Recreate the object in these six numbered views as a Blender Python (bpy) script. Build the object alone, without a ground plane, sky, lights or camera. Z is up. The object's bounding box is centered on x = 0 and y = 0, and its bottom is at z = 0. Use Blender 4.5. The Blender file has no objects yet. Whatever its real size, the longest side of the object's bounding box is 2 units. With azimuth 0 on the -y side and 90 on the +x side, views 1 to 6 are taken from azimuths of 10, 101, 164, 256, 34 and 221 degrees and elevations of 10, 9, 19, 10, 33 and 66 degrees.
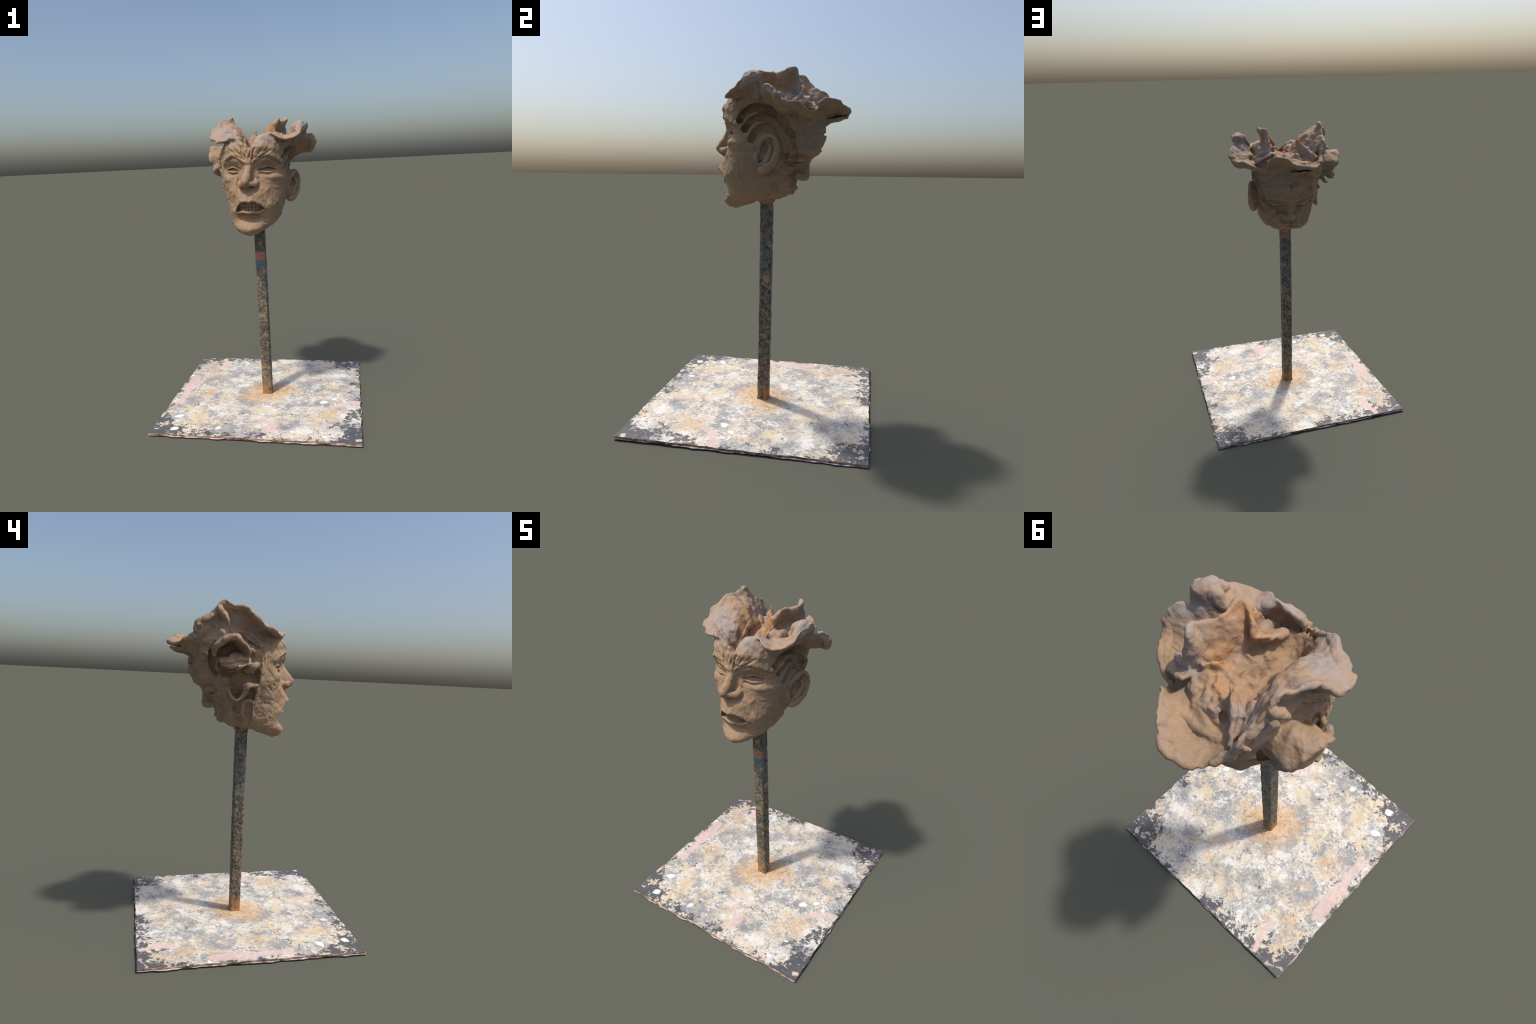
# Fired-clay head with a torn, petal-like open crown, a second sleeping face at the
# back, on a square steel post welded to a paint-splashed steel plate.
# The head is sculpted as a signed distance field (lofted skull, flared sheets, scoops
# and strokes), meshed once, then separated by region into named parts.
import bpy, math
import numpy as np

H = 0.003                                   # sculpting resolution (m)
LO = np.array([-0.41, -0.335, 1.175])
HI = np.array([0.435, 0.53, 2.03])
NX, NY, NZ = [int(v) for v in np.ceil((HI - LO) / H)]
AX = (LO[0] + H * np.arange(NX)).astype(np.float32)
AY = (LO[1] + H * np.arange(NY)).astype(np.float32)
AZ = (LO[2] + H * np.arange(NZ)).astype(np.float32)
FAR = np.float32(0.2)
rng = np.random.default_rng(7)

# ----------------------------------------------------------------- small tools
def smin(a, b, k):
    h = np.maximum(k - np.abs(a - b), 0) / k
    return np.minimum(a, b) - h * h * k * 0.25

def smax(a, b, k):
    return -smin(-a, -b, k)

def sstep(a, b, x):
    t = np.clip((x - a) / (b - a), 0, 1)
    return t * t * (3 - 2 * t)

def catmull(P, n):
    """Catmull-Rom resampling of rows of P to n rows."""
    P = np.asarray(P, float)
    m = len(P)
    t = np.linspace(0, m - 1, n)
    i = np.clip(t.astype(int), 0, m - 2)
    f = (t - i).reshape((-1,) + (1,) * (P.ndim - 1))
    p0, p1, p2, p3 = P[np.maximum(i - 1, 0)], P[i], P[i + 1], P[np.minimum(i + 2, m - 1)]
    return 0.5 * (2 * p1 + (p2 - p0) * f + (2 * p0 - 5 * p1 + 4 * p2 - p3) * f ** 2
                  + (3 * p1 - p0 - 3 * p2 + p3) * f ** 3)

def block(lo, hi):
    a = [max(0, int((lo[k] - LO[k]) / H)) for k in range(3)]
    b = [min(n, int((hi[k] - LO[k]) / H) + 2) for k, n in enumerate((NX, NY, NZ))]
    return tuple(slice(i, j) for i, j in zip(a, b))

def coords(s):
    return AX[s[0]][:, None, None], AY[s[1]][None, :, None], AZ[s[2]][None, None, :]

def new_field():
    return np.full((NX, NY, NZ), FAR, np.float32)

def splat(G, pts, rad, band=0.022):
    """Union of balls along a dense cloud of points: thick sheets and rolls."""
    pts = np.asarray(pts, np.float32)
    rad = np.broadcast_to(np.asarray(rad, np.float32), (len(pts),))
    for p, r in zip(pts, rad):
        w = r + band
        i0 = np.maximum(((p - w - LO) / H).astype(int), 0)
        i1 = np.minimum(((p + w - LO) / H).astype(int) + 2, (NX, NY, NZ))
        if (i1 <= i0).any():
            continue
        dx = (AX[i0[0]:i1[0]] - p[0]) ** 2
        dy = (AY[i0[1]:i1[1]] - p[1]) ** 2
        dz = (AZ[i0[2]:i1[2]] - p[2]) ** 2
        d = np.sqrt(dx[:, None, None] + dy[None, :, None] + dz[None, None, :]) - r
        g = G[i0[0]:i1[0], i0[1]:i1[1], i0[2]:i1[2]]
        np.minimum(g, d, out=g)

def curve_pts(P, step=0.004):
    """P rows: x, y, z, radius -> densely sampled points and radii."""
    P = np.asarray(P, float)
    n = max(int(np.linalg.norm(np.diff(P[:, :3], axis=0), axis=1).sum() / step), 4)
    Q = catmull(P, n)
    return Q[:, :3], np.maximum(Q[:, 3], 0.003)

def roll(G, P, step=0.004):
    splat(G, *curve_pts(P, step))

def sheet(G, columns, thick, step=0.0045, ripple=0.0, seed=1):
    """Loft a thick sheet through columns of 3D points (each column: foot .. rim)."""
    K = 9
    cols = []
    for c in columns:
        cols.append(catmull(np.asarray(c, float), K))
    cols = np.array(cols)
    L = np.linalg.norm(np.diff(cols, axis=0), axis=2).max(axis=1).sum()
    S = catmull(cols, int(L / step) + 2)
    D = np.linalg.norm(np.diff(S, axis=1), axis=2).sum(axis=1).max()
    S = catmull(S.transpose(1, 0, 2), int(D / step) + 2).transpose(1, 0, 2)
    v = np.linspace(0, 1, S.shape[1])[None, :] * np.ones((S.shape[0], 1))
    u = np.linspace(0, 1, S.shape[0])[:, None] * np.ones((1, S.shape[1]))
    r = thick[0] + (thick[1] - thick[0]) * v
    if ripple:
        P = S.reshape(-1, 3)
        k = v.reshape(-1)[:, None] ** 0.8
        D3 = np.stack([value_noise(P, 17, seed * 7 + q) + 0.55 * value_noise(P, 37, seed * 7 + 3 + q) for q in range(3)], 1)
        S = S + (ripple * D3 * k).reshape(S.shape)
        r = r * (1 + 0.28 * value_noise(P, 30, seed * 7 + 6).reshape(r.shape))
    splat(G, S.reshape(-1, 3), r.reshape(-1))

def seg_dist(A, B, P):
    """distance in the plane from the grid (A,B) to the polyline P, and the parameter along it"""
    d = np.full(np.broadcast(A, B).shape, 9.0)
    T = np.zeros_like(d)
    P = np.asarray(P, float)
    for i in range(len(P) - 1):
        a, b = P[i], P[i + 1]
        ab = b - a
        t = np.clip(((A - a[0]) * ab[0] + (B - a[1]) * ab[1]) / (ab @ ab + 1e-12), 0, 1)
        e = np.hypot(A - a[0] - t * ab[0], B - a[1] - t * ab[1])
        m = e < d
        d = np.where(m, e, d)
        T = np.where(m, (i + t) / (len(P) - 1), T)
    return d, T

def value_noise(P, scale, seed):
    """smooth lattice noise in [-1, 1]"""
    tab = np.random.default_rng(seed).uniform(-1, 1, (64, 64, 64))
    q = P * scale + 100.0
    i = np.floor(q).astype(int)
    f = q - i
    f = f * f * (3 - 2 * f)
    out = 0
    for a in (0, 1):
        for b in (0, 1):
            for c in (0, 1):
                w = (f[:, 0] if a else 1 - f[:, 0]) * (f[:, 1] if b else 1 - f[:, 1]) * (f[:, 2] if c else 1 - f[:, 2])
                out = out + w * tab[(i[:, 0] + a) % 64, (i[:, 1] + b) % 64, (i[:, 2] + c) % 64]
    return out

class Relief:
    """A height map drawn with strokes on one side of the head; positive is outward."""
    def __init__(self, a, b):
        self.A, self.B = a[:, None].astype(float), b[None, :].astype(float)
        self.h = np.zeros((len(a), len(b)))
        self.cut = np.zeros((len(a), len(b)))
    def total(self):
        return self.h - self.cut
    def ridge(self, P, amp, w, taper=0.0):
        d, t = seg_dist(self.A, self.B, catmull(P, 24) if len(P) > 2 else P)
        k = 1 - taper * np.abs(2 * t - 1) ** 2
        self.h += amp * k * np.exp(-(d / w) ** 2)
    def scoop(self, P, depth, w):
        d, t = seg_dist(self.A, self.B, catmull(P, 30) if len(P) > 2 else P)
        self.cut = np.maximum(self.cut, depth * np.sqrt(np.clip(1 - (d / w) ** 2, 0, 1)))
    def flat_cut(self, P, depth, w, soft=0.006):
        d, t = seg_dist(self.A, self.B, catmull(P, 30) if len(P) > 2 else P)
        self.h -= depth * (1 - sstep(w - soft, w + soft, d))
    def bump(self, c, amp, ra, rb, rot=0.0):
        da, db = self.A - c[0], self.B - c[1]
        cr, sr = math.cos(rot), math.sin(rot)
        p, q = (da * cr + db * sr) / ra, (-da * sr + db * cr) / rb
        self.h += amp * np.exp(-(p * p + q * q))
    def between(self, low, up, depth, soft=0.004):
        """hollow between a lower and an upper curve (rows: a, b)"""
        low, up = catmull(low, 40), catmull(up, 40)
        zl = np.interp(self.A[:, 0], low[:, 0], low[:, 1])[:, None]
        zu = np.interp(self.A[:, 0], up[:, 0], up[:, 1])[:, None]
        m = sstep(-soft, soft, self.B - zl) * sstep(-soft, soft, zu - self.B)
        ins = ((self.A > up[0, 0]) & (self.A < up[-1, 0])).astype(float)
        self.h -= depth * m * ins
        return m * ins

# ------------------------------------------------------------------- the skull
# z, left x, right x, front y, back y, y of greatest width
SKULL = np.array([
    (1.202, -0.035, -0.025, -0.185, -0.172, -0.180),
    (1.212, -0.070, 0.010, -0.212, -0.140, -0.175),
    (1.228, -0.104, 0.042, -0.230, -0.090, -0.155),
    (1.250, -0.132, 0.080, -0.237, -0.035, -0.120),
    (1.272, -0.158, 0.116, -0.230, 0.120, -0.080),
    (1.300, -0.172, 0.140, -0.217, 0.176, -0.050),
    (1.340, -0.184, 0.164, -0.221, 0.188, -0.040),
    (1.400, -0.193, 0.183, -0.234, 0.206, -0.030),
    (1.460, -0.206, 0.198, -0.234, 0.247, -0.020),
    (1.500, -0.215, 0.204, -0.230, 0.285, -0.010),
    (1.550, -0.226, 0.210, -0.214, 0.325, 0.000),
    (1.620, -0.231, 0.215, -0.206, 0.350, 0.010),
    (1.680, -0.229, 0.218, -0.219, 0.358, 0.025),
    (1.740, -0.222, 0.219, -0.229, 0.356, 0.040),
    (1.800, -0.210, 0.212, -0.220, 0.345, 0.050),
    (1.900, -0.190, 0.200, -0.190, 0.320, 0.060),
    (2.060, -0.190, 0.200, -0.190, 0.320, 0.060)])
zz = np.linspace(SKULL[0, 0], SKULL[-1, 0], 400)
def level(z, col):
    return np.interp(z, zz, LEVELS[:, col])
t = np.interp(zz, SKULL[:, 0], np.arange(len(SKULL)))
LEVELS = catmull(SKULL, 1601)[(t / (len(SKULL) - 1) * 1600).astype(int)]
# roundness of the cross-section: square-ish in front, fuller at the right rear than at the left rear
EXPO_FRONT, EXPO_JAW_BACK, EXPO_BACK_RIGHT, EXPO_BACK_LEFT = 2.3, 1.95, 3.0, 2.15

def skull_dist(x, y, z):
    xl, xr, yf, yb, yc = [level(z, c) for c in range(1, 6)]
    xc = 0.5 * (xl + xr)
    a = 0.5 * (xr - xl)
    py = y - yc
    b = np.where(py < 0, yc - yf, yb - yc)
    px = x - xc
    side = sstep(-0.05, 0.05, px)
    up = sstep(1.40, 1.56, z)
    eb = EXPO_JAW_BACK + (EXPO_BACK_LEFT + (EXPO_BACK_RIGHT - EXPO_BACK_LEFT) * side - EXPO_JAW_BACK) * up
    e = EXPO_FRONT + (eb - EXPO_FRONT) * sstep(-0.02, 0.06, py)
    q = (np.abs(px / a) ** e + np.abs(py / np.maximum(b, 1e-3)) ** e) ** (1 / e)
    rad = np.sqrt(px * px + py * py)
    d = rad * (1 - 1 / np.maximum(q, 1e-3))
    return np.where(rad < 0.01, -0.05, np.maximum(d, -0.15))

X, Y, Z = AX[:, None, None], AY[None, :, None], AZ[None, None, :]
F = skull_dist(X.astype(float), Y.astype(float), Z.astype(float)).astype(np.float32) * np.float32(0.92)
F = np.maximum(F, np.float32(1.200) - Z)

# --------------------------------------------------------------- hollow the crown
s = block((-0.41, -0.335, 1.60), (0.435, 0.53, 2.03))
x, y, z = coords(s)
inner = (skull_dist(x.astype(float), y.astype(float), np.minimum(z, 1.80).astype(float)) + 0.030).astype(np.float32)
floor = np.interp(AY[s[1]], [-0.2, -0.06, 0.02, 0.17, 0.24, 0.34], [1.765, 1.780, 1.790, 1.812, 1.805, 1.780])[None, :, None]
fx, fy = AX[s[0]][:, None], AY[s[1]][None, :]
P2 = np.stack(np.broadcast_arrays(fx, fy, 0.0 * fx), -1).reshape(-1, 3).astype(float)
folds = (0.020 * value_noise(P2 * [1, 0.4, 1], 26, 51) + 0.009 * value_noise(P2, 55, 52)).reshape(len(fx), fy.shape[1])[:, :, None]
trench = np.exp(-((x + 0.015) / 0.062) ** 2) * sstep(-0.18, -0.10, y) * sstep(0.24, 0.14, y)
pocket = sstep(0.11, 0.14, x) * sstep(0.22, 0.16, y) * sstep(-0.13, -0.08, y)
pocket_z = 1.868 + 0.30 * np.clip(0.19 - x, 0, 0.06) - 0.25 * np.clip(y - 0.06, 0, 0.2)
floor = floor + folds - 0.080 * trench
floor = (floor + (pocket_z + 0.5 * folds - floor) * pocket).astype(np.float32)
bowl = smax(inner, floor - z, 0.02)
F[s] = smax(F[s], -bowl, 0.010)
top = 1.765 + 0.14 * sstep(-0.012, -0.05, inner)                                         # wall above this is the torn sheet
F[s] = smax(F[s], (z - top).astype(np.float32), 0.012)

# ----------------------------------------------------------------- the torn crown
# columns of the flaring wall, once around from the notch over the nose:
# direction from the axis is taken from the first given point; the last is the rim
def wall(*pts):
    p = np.array(pts, float)
    out = []
    for zf in (1.70, 1.735):
        c = np.array([0.0, 0.06])
        d = p[0, :2] - c
        d /= np.linalg.norm(d)
        q = np.linspace(0.05, 0.45, 300)
        f = skull_dist(c[0] + d[0] * q, c[1] + d[1] * q, np.full(300, zf))
        r = np.interp(0.0, f, q) - 0.016
        out.append((c[0] + d[0] * r, c[1] + d[1] * r, zf))
    return out + [tuple(v) for v in p]

CROWN = [
    wall((0.012, -0.212, 1.745), (0.012, -0.200, 1.766)),
    wall((0.045, -0.212, 1.772), (0.045, -0.182, 1.816)),
    wall((0.085, -0.200, 1.795), (0.085, -0.165, 1.848)),
    wall((0.130, -0.170, 1.800), (0.130, -0.150, 1.842), (0.140, -0.165, 1.843)),
    wall((0.165, -0.130, 1.790), (0.165, -0.120, 1.825), (0.212, -0.178, 1.818)),
    wall((0.195, -0.090, 1.790), (0.210, -0.085, 1.828), (0.275, -0.146, 1.828)),
    wall((0.215, -0.050, 1.785), (0.240, -0.045, 1.830), (0.305, -0.095, 1.855)),
    wall((0.225, -0.005, 1.780), (0.265, -0.005, 1.835), (0.325, -0.030, 1.905)),
    wall((0.225, 0.040, 1.775), (0.275, 0.035, 1.830), (0.340, 0.025, 1.905)),
    wall((0.225, 0.070, 1.765), (0.290, 0.068, 1.815), (0.330, 0.062, 1.850)),
    wall((0.225, 0.095, 1.755), (0.300, 0.100, 1.790), (0.368, 0.095, 1.850)),
    wall((0.225, 0.125, 1.745), (0.310, 0.135, 1.765), (0.385, 0.134, 1.805)),
    wall((0.220, 0.155, 1.735), (0.305, 0.170, 1.745), (0.368, 0.165, 1.760)),
    wall((0.210, 0.195, 1.735), (0.280, 0.215, 1.745), (0.325, 0.225, 1.775)),
    wall((0.195, 0.235, 1.725), (0.240, 0.255, 1.720), (0.275, 0.262, 1.745)),
    wall((0.170, 0.270, 1.715), (0.200, 0.290, 1.708), (0.218, 0.300, 1.725)),
    wall((0.150, 0.295, 1.735), (0.175, 0.325, 1.755), (0.185, 0.335, 1.785)),
    wall((0.115, 0.320, 1.745), (0.142, 0.350, 1.782), (0.154, 0.369, 1.806)),
    wall((0.065, 0.345, 1.735), (0.087, 0.386, 1.770), (0.100, 0.430, 1.803)),
    wall((0.020, 0.355, 1.725), (0.030, 0.410, 1.745), (0.040, 0.485, 1.762)),
    wall((-0.02, 0.355, 1.722), (-0.020, 0.410, 1.735), (-0.020, 0.476, 1.750)),
    wall((-0.06, 0.345, 1.725), (-0.065, 0.400, 1.738), (-0.075, 0.456, 1.745)),
    wall((-0.105, 0.325, 1.735), (-0.120, 0.360, 1.755), (-0.135, 0.390, 1.775)),
    wall((-0.130, 0.300, 1.745), (-0.150, 0.330, 1.780), (-0.160, 0.350, 1.805)),
    wall((-0.150, 0.275, 1.755), (-0.165, 0.300, 1.810), (-0.176, 0.338, 1.870)),
    wall((-0.165, 0.245, 1.760), (-0.160, 0.255, 1.830), (-0.180, 0.280, 1.905)),
    wall((-0.180, 0.205, 1.765), (-0.165, 0.205, 1.850), (-0.198, 0.222, 1.965)),
    wall((-0.190, 0.170, 1.765), (-0.165, 0.170, 1.870), (-0.196, 0.180, 1.990)),
    wall((-0.195, 0.130, 1.765), (-0.172, 0.125, 1.860), (-0.178, 0.128, 1.915), (-0.218, 0.130, 1.958)),
    wall((-0.198, 0.080, 1.765), (-0.176, 0.075, 1.850), (-0.185, 0.073, 1.905), (-0.236, 0.070, 1.955)),
    wall((-0.200, 0.030, 1.765), (-0.178, 0.030, 1.845), (-0.198, 0.028, 1.893), (-0.265, 0.025, 1.920)),
    wall((-0.200, -0.010, 1.765), (-0.178, -0.010, 1.835), (-0.210, -0.010, 1.872), (-0.290, -0.010, 1.885)),
    wall((-0.195, -0.060, 1.770), (-0.178, -0.055, 1.830), (-0.215, -0.055, 1.858), (-0.286, -0.055, 1.858)),
    wall((-0.185, -0.100, 1.775), (-0.172, -0.095, 1.825), (-0.205, -0.100, 1.846), (-0.265, -0.108, 1.840)),
    wall((-0.170, -0.135, 1.780), (-0.165, -0.125, 1.830), (-0.215, -0.155, 1.815)),
    wall((-0.145, -0.165, 1.785), (-0.140, -0.150, 1.830), (-0.160, -0.180, 1.820)),
    wall((-0.110, -0.190, 1.785), (-0.110, -0.170, 1.825), (-0.120, -0.195, 1.835)),
    wall((-0.070, -0.205, 1.775), (-0.070, -0.185, 1.810)),
    wall((-0.030, -0.212, 1.752), (-0.030, -0.196, 1.774)),
    wall((0.012, -0.212, 1.745), (0.012, -0.200, 1.766)),
]
crown = new_field()
sheet(crown, CROWN, (0.017, 0.0095), ripple=0.008, seed=3)
# thick knob, spike and rolled edges on the rim
roll(crown, [(0.290, -0.085, 1.845, 0.016), (0.298, -0.050, 1.872, 0.028), (0.306, -0.018, 1.892, 0.037), (0.320, 0.012, 1.892, 0.034)])
roll(crown, [(0.255, 0.005, 1.810, 0.022), (0.285, 0.010, 1.850, 0.026), (0.312, 0.010, 1.890, 0.032)])
roll(crown, [(0.245, -0.020, 1.850, 0.020), (0.272, -0.015, 1.885, 0.028), (0.300, -0.010, 1.892, 0.032)])
roll(crown, [(-0.195, 0.222, 1.930, 0.012), (-0.197, 0.200, 1.965, 0.016), (-0.195, 0.180, 1.985, 0.013), (-0.200, 0.155, 1.960, 0.010)])
roll(crown, [(0.358, 0.085, 1.835, 0.014), (0.370, 0.130, 1.790, 0.021), (0.345, 0.172, 1.758, 0.024), (0.305, 0.220, 1.752, 0.021), (0.265, 0.255, 1.735, 0.014)])
roll(crown, [(-0.205, 0.215, 1.950, 0.020), (-0.222, 0.190, 1.910, 0.018), (-0.226, 0.172, 1.880, 0.012), (-0.224, 0.164, 1.855, 0.006)])
roll(crown, [(-0.185, 0.300, 1.880, 0.014), (-0.190, 0.270, 1.895, 0.016), (-0.192, 0.240, 1.915, 0.014)])
roll(crown, [(-0.185, 0.325, 1.835, 0.010), (-0.200, 0.325, 1.845, 0.010), (-0.212, 0.322, 1.850, 0.006)])
roll(crown, [(0.220, 0.280, 1.725, 0.012), (0.195, 0.288, 1.708, 0.014), (0.170, 0.298, 1.715, 0.012)])
roll(crown, [(-0.155, 0.330, 1.800, 0.010), (-0.165, 0.345, 1.785, 0.009), (-0.155, 0.360, 1.775, 0.009)])
# second, lower lip at the back
sheet(crown, [[(0.060, 0.335, 1.690), (0.060, 0.375, 1.705)], [(0.030, 0.345, 1.690), (0.04, 0.440, 1.712)], [(0.005, 0.345, 1.690), (0.010, 0.470, 1.722)], [(-0.03, 0.345, 1.690), (-0.030, 0.468, 1.722)],
              [(-0.07, 0.335, 1.700), (-0.075, 0.430, 1.725)], [(-0.11, 0.315, 1.715), (-0.125, 0.385, 1.755)]], (0.012, 0.006))
# inner tongue: a tall wave of clay rising inside the right wall
TONGUE = [
    [(0.060, -0.150, 1.740), (0.050, -0.120, 1.770), (0.040, -0.090, 1.800)],
    [(0.085, -0.090, 1.720), (0.070, -0.050, 1.790), (0.058, 0.000, 1.858)],
    [(0.105, -0.040, 1.715), (0.092, -0.020, 1.810), (0.096, -0.008, 1.903)],
    [(0.115, 0.020, 1.715), (0.115, 0.000, 1.840), (0.156, -0.028, 1.936)],
    [(0.115, 0.070, 1.715), (0.118, 0.060, 1.840), (0.150, 0.058, 1.946)],
    [(0.115, 0.120, 1.715), (0.122, 0.120, 1.840), (0.168, 0.115, 1.940)],
    [(0.120, 0.165, 1.715), (0.138, 0.160, 1.840), (0.192, 0.160, 1.952)],
    [(0.135, 0.200, 1.715), (0.145, 0.197, 1.840), (0.165, 0.200, 1.956)],
    [(0.150, 0.235, 1.715), (0.165, 0.228, 1.800), (0.182, 0.220, 1.870)]]
sheet(crown, [[(0.130, 0.240, 1.700), (0.150, 0.235, 1.790), (0.165, 0.225, 1.850)], [(0.170, 0.250, 1.700), (0.190, 0.240, 1.770), (0.200, 0.230, 1.818)],
              [(0.210, 0.240, 1.700), (0.225, 0.225, 1.760), (0.245, 0.205, 1.792)]], (0.018, 0.010), ripple=0.004, seed=9)
sheet(crown, TONGUE, (0.024, 0.0095), ripple=0.007, seed=5)
# thick ramp of stacked clay that fills the left lobe from the rim in to the hollow
RAMP = [
    [(-0.075, -0.195, 1.795), (-0.062, -0.165, 1.778), (-0.060, -0.140, 1.730)],
    [(-0.120, -0.185, 1.825), (-0.092, -0.150, 1.800), (-0.082, -0.110, 1.735)],
    [(-0.205, -0.145, 1.815), (-0.145, -0.115, 1.826), (-0.101, -0.090, 1.797), (-0.078, -0.080, 1.740)],
    [(-0.275, -0.060, 1.852), (-0.185, -0.060, 1.860), (-0.108, -0.050, 1.822), (-0.086, -0.045, 1.745)],
    [(-0.280, -0.010, 1.880), (-0.190, -0.010, 1.896), (-0.108, 0.000, 1.852), (-0.084, 0.000, 1.750)],
    [(-0.255, 0.028, 1.915), (-0.180, 0.040, 1.916), (-0.111, 0.050, 1.870), (-0.086, 0.050, 1.755)],
    [(-0.230, 0.070, 1.948), (-0.170, 0.080, 1.933), (-0.114, 0.090, 1.877), (-0.086, 0.100, 1.765)],
    [(-0.213, 0.130, 1.950), (-0.155, 0.130, 1.913), (-0.116, 0.140, 1.857), (-0.081, 0.140, 1.775)],
    [(-0.195, 0.180, 1.960), (-0.145, 0.180, 1.893), (-0.116, 0.180, 1.822), (-0.071, 0.180, 1.775)],
    [(-0.190, 0.222, 1.935), (-0.145, 0.230, 1.858), (-0.121, 0.235, 1.792), (-0.076, 0.230, 1.760)],
    [(-0.175, 0.280, 1.880), (-0.140, 0.280, 1.818), (-0.126, 0.280, 1.762), (-0.086, 0.270, 1.740)]]
sheet(crown, RAMP, (0.010, 0.016), ripple=0.004, seed=8)
for p in ([(-0.250, -0.075, 1.846), (-0.190, -0.085, 1.848), (-0.130, -0.095, 1.832), (-0.105, -0.070, 1.822)],
          [(-0.250, -0.025, 1.880), (-0.185, -0.035, 1.886), (-0.125, -0.030, 1.862)]):
    roll(crown, [(*q, 0.011) for q in p])                     # edges of the stacked layers
sheet(crown, [[(0.120, 0.180, 1.800), (0.140, 0.230, 1.815), (0.148, 0.270, 1.820)], [(0.160, 0.180, 1.815), (0.185, 0.235, 1.805), (0.192, 0.270, 1.795)],
              [(0.200, 0.170, 1.800), (0.228, 0.220, 1.780), (0.243, 0.248, 1.768)]], (0.014, 0.010), ripple=0.004, seed=14)
# folds and small peaks inside the bowl
sheet(crown, [[(-0.02, 0.20, 1.74), (-0.03, 0.21, 1.80), (-0.035, 0.218, 1.890)], [(-0.07, 0.24, 1.70), (-0.075, 0.25, 1.78), (-0.085, 0.265, 1.83)],
              [(-0.10, 0.29, 1.71), (-0.11, 0.30, 1.76), (-0.13, 0.33, 1.79)]], (0.026, 0.010), ripple=0.004)
sheet(crown, [[(0.06, 0.13, 1.70), (0.075, 0.145, 1.78), (0.092, 0.164, 1.845)], [(0.10, 0.17, 1.70), (0.11, 0.19, 1.80), (0.12, 0.20, 1.85)]], (0.016, 0.007))
for p in ([(0.060, 0.290, 1.765, 0.022), (0.010, 0.310, 1.765, 0.018), (-0.030, 0.330, 1.755, 0.012)],):
    roll(crown, p)                                            # loose folds inside
roll(crown, [(-0.004, -0.165, 1.79, 0.012), (-0.006, -0.160, 1.825, 0.009), (-0.006, -0.159, 1.847, 0.004)])
s = block((-0.41, -0.335, 1.64), (0.435, 0.53, 2.03))
F[s] = smin(F[s], crown[s], 0.018)
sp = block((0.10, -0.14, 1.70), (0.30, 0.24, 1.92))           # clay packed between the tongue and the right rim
x, y, z = coords(sp)
lump = value_noise(np.stack(np.broadcast_arrays(x, y, 0.0 * x), -1).reshape(-1, 3).astype(float), 34, 61).reshape(x.shape[0], y.shape[1], 1)
packed = smax(skull_dist(x.astype(float), y.astype(float), np.full_like(z, 1.78).astype(float)) + 0.012, z - (1.856 + 0.25 * (0.19 - x) - 0.22 * np.clip(y - 0.08, 0, 1) + 0.010 * lump), 0.03)
packed = smax(smax(packed, 0.130 - x, 0.02), smax(-0.085 - y, y - 0.19, 0.02), 0.03).astype(np.float32)
F[sp] = smin(F[sp], packed, 0.022)
dents = new_field()                                           # pockets pressed into the crown
for p in ([(0.195, 0.300, 1.768, 0.024), (0.180, 0.280, 1.768, 0.022)], 
          [(-0.080, 0.215, 1.880, 0.034), (-0.090, 0.200, 1.865, 0.030)], [(-0.060, 0.285, 1.800, 0.022), (-0.040, 0.275, 1.790, 0.018)],
          [(0.285, 0.110, 1.835, 0.026), (0.265, 0.150, 1.815, 0.024)]):
    roll(dents, p)
roll(dents, [(0.008, -0.160, 1.772, 0.020), (0.004, -0.110, 1.742, 0.028), (-0.006, -0.040, 1.730, 0.032), (-0.018, 0.040, 1.745, 0.028)])
F[s] = smax(F[s], -dents[s], 0.014)

# ------------------------------------------------- relief of the front: the face
R = Relief(AX, AZ)
R.bump((-0.02, 1.445), 0.034, 0.062, 0.050)                 # muzzle
R.bump((-0.025, 1.250), 0.010, 0.050, 0.030)                # chin
R.ridge([(-0.085, 1.322), (-0.03, 1.312), (0.03, 1.322)], -0.014, 0.016)
for c in ((-0.125, 1.640), (0.098, 1.632)):                 # eye sockets
    R.bump(c, -0.015, 0.052, 0.034)
R.ridge([(-0.195, 1.675), (-0.165, 1.712), (-0.115, 1.730), (-0.075, 1.706), (-0.04, 1.676)], 0.010, 0.016)
R.ridge([(0.0, 1.672), (0.035, 1.704), (0.095, 1.727), (0.145, 1.708), (0.185, 1.672)], 0.010, 0.016)
R.ridge([(-0.175, 1.690), (-0.115, 1.710), (-0.073, 1.688), (-0.043, 1.662)], -0.006, 0.008)
R.ridge([(0.002, 1.658), (0.035, 1.684), (0.095, 1.706), (0.14, 1.690), (0.178, 1.662)], -0.006, 0.008)
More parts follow.
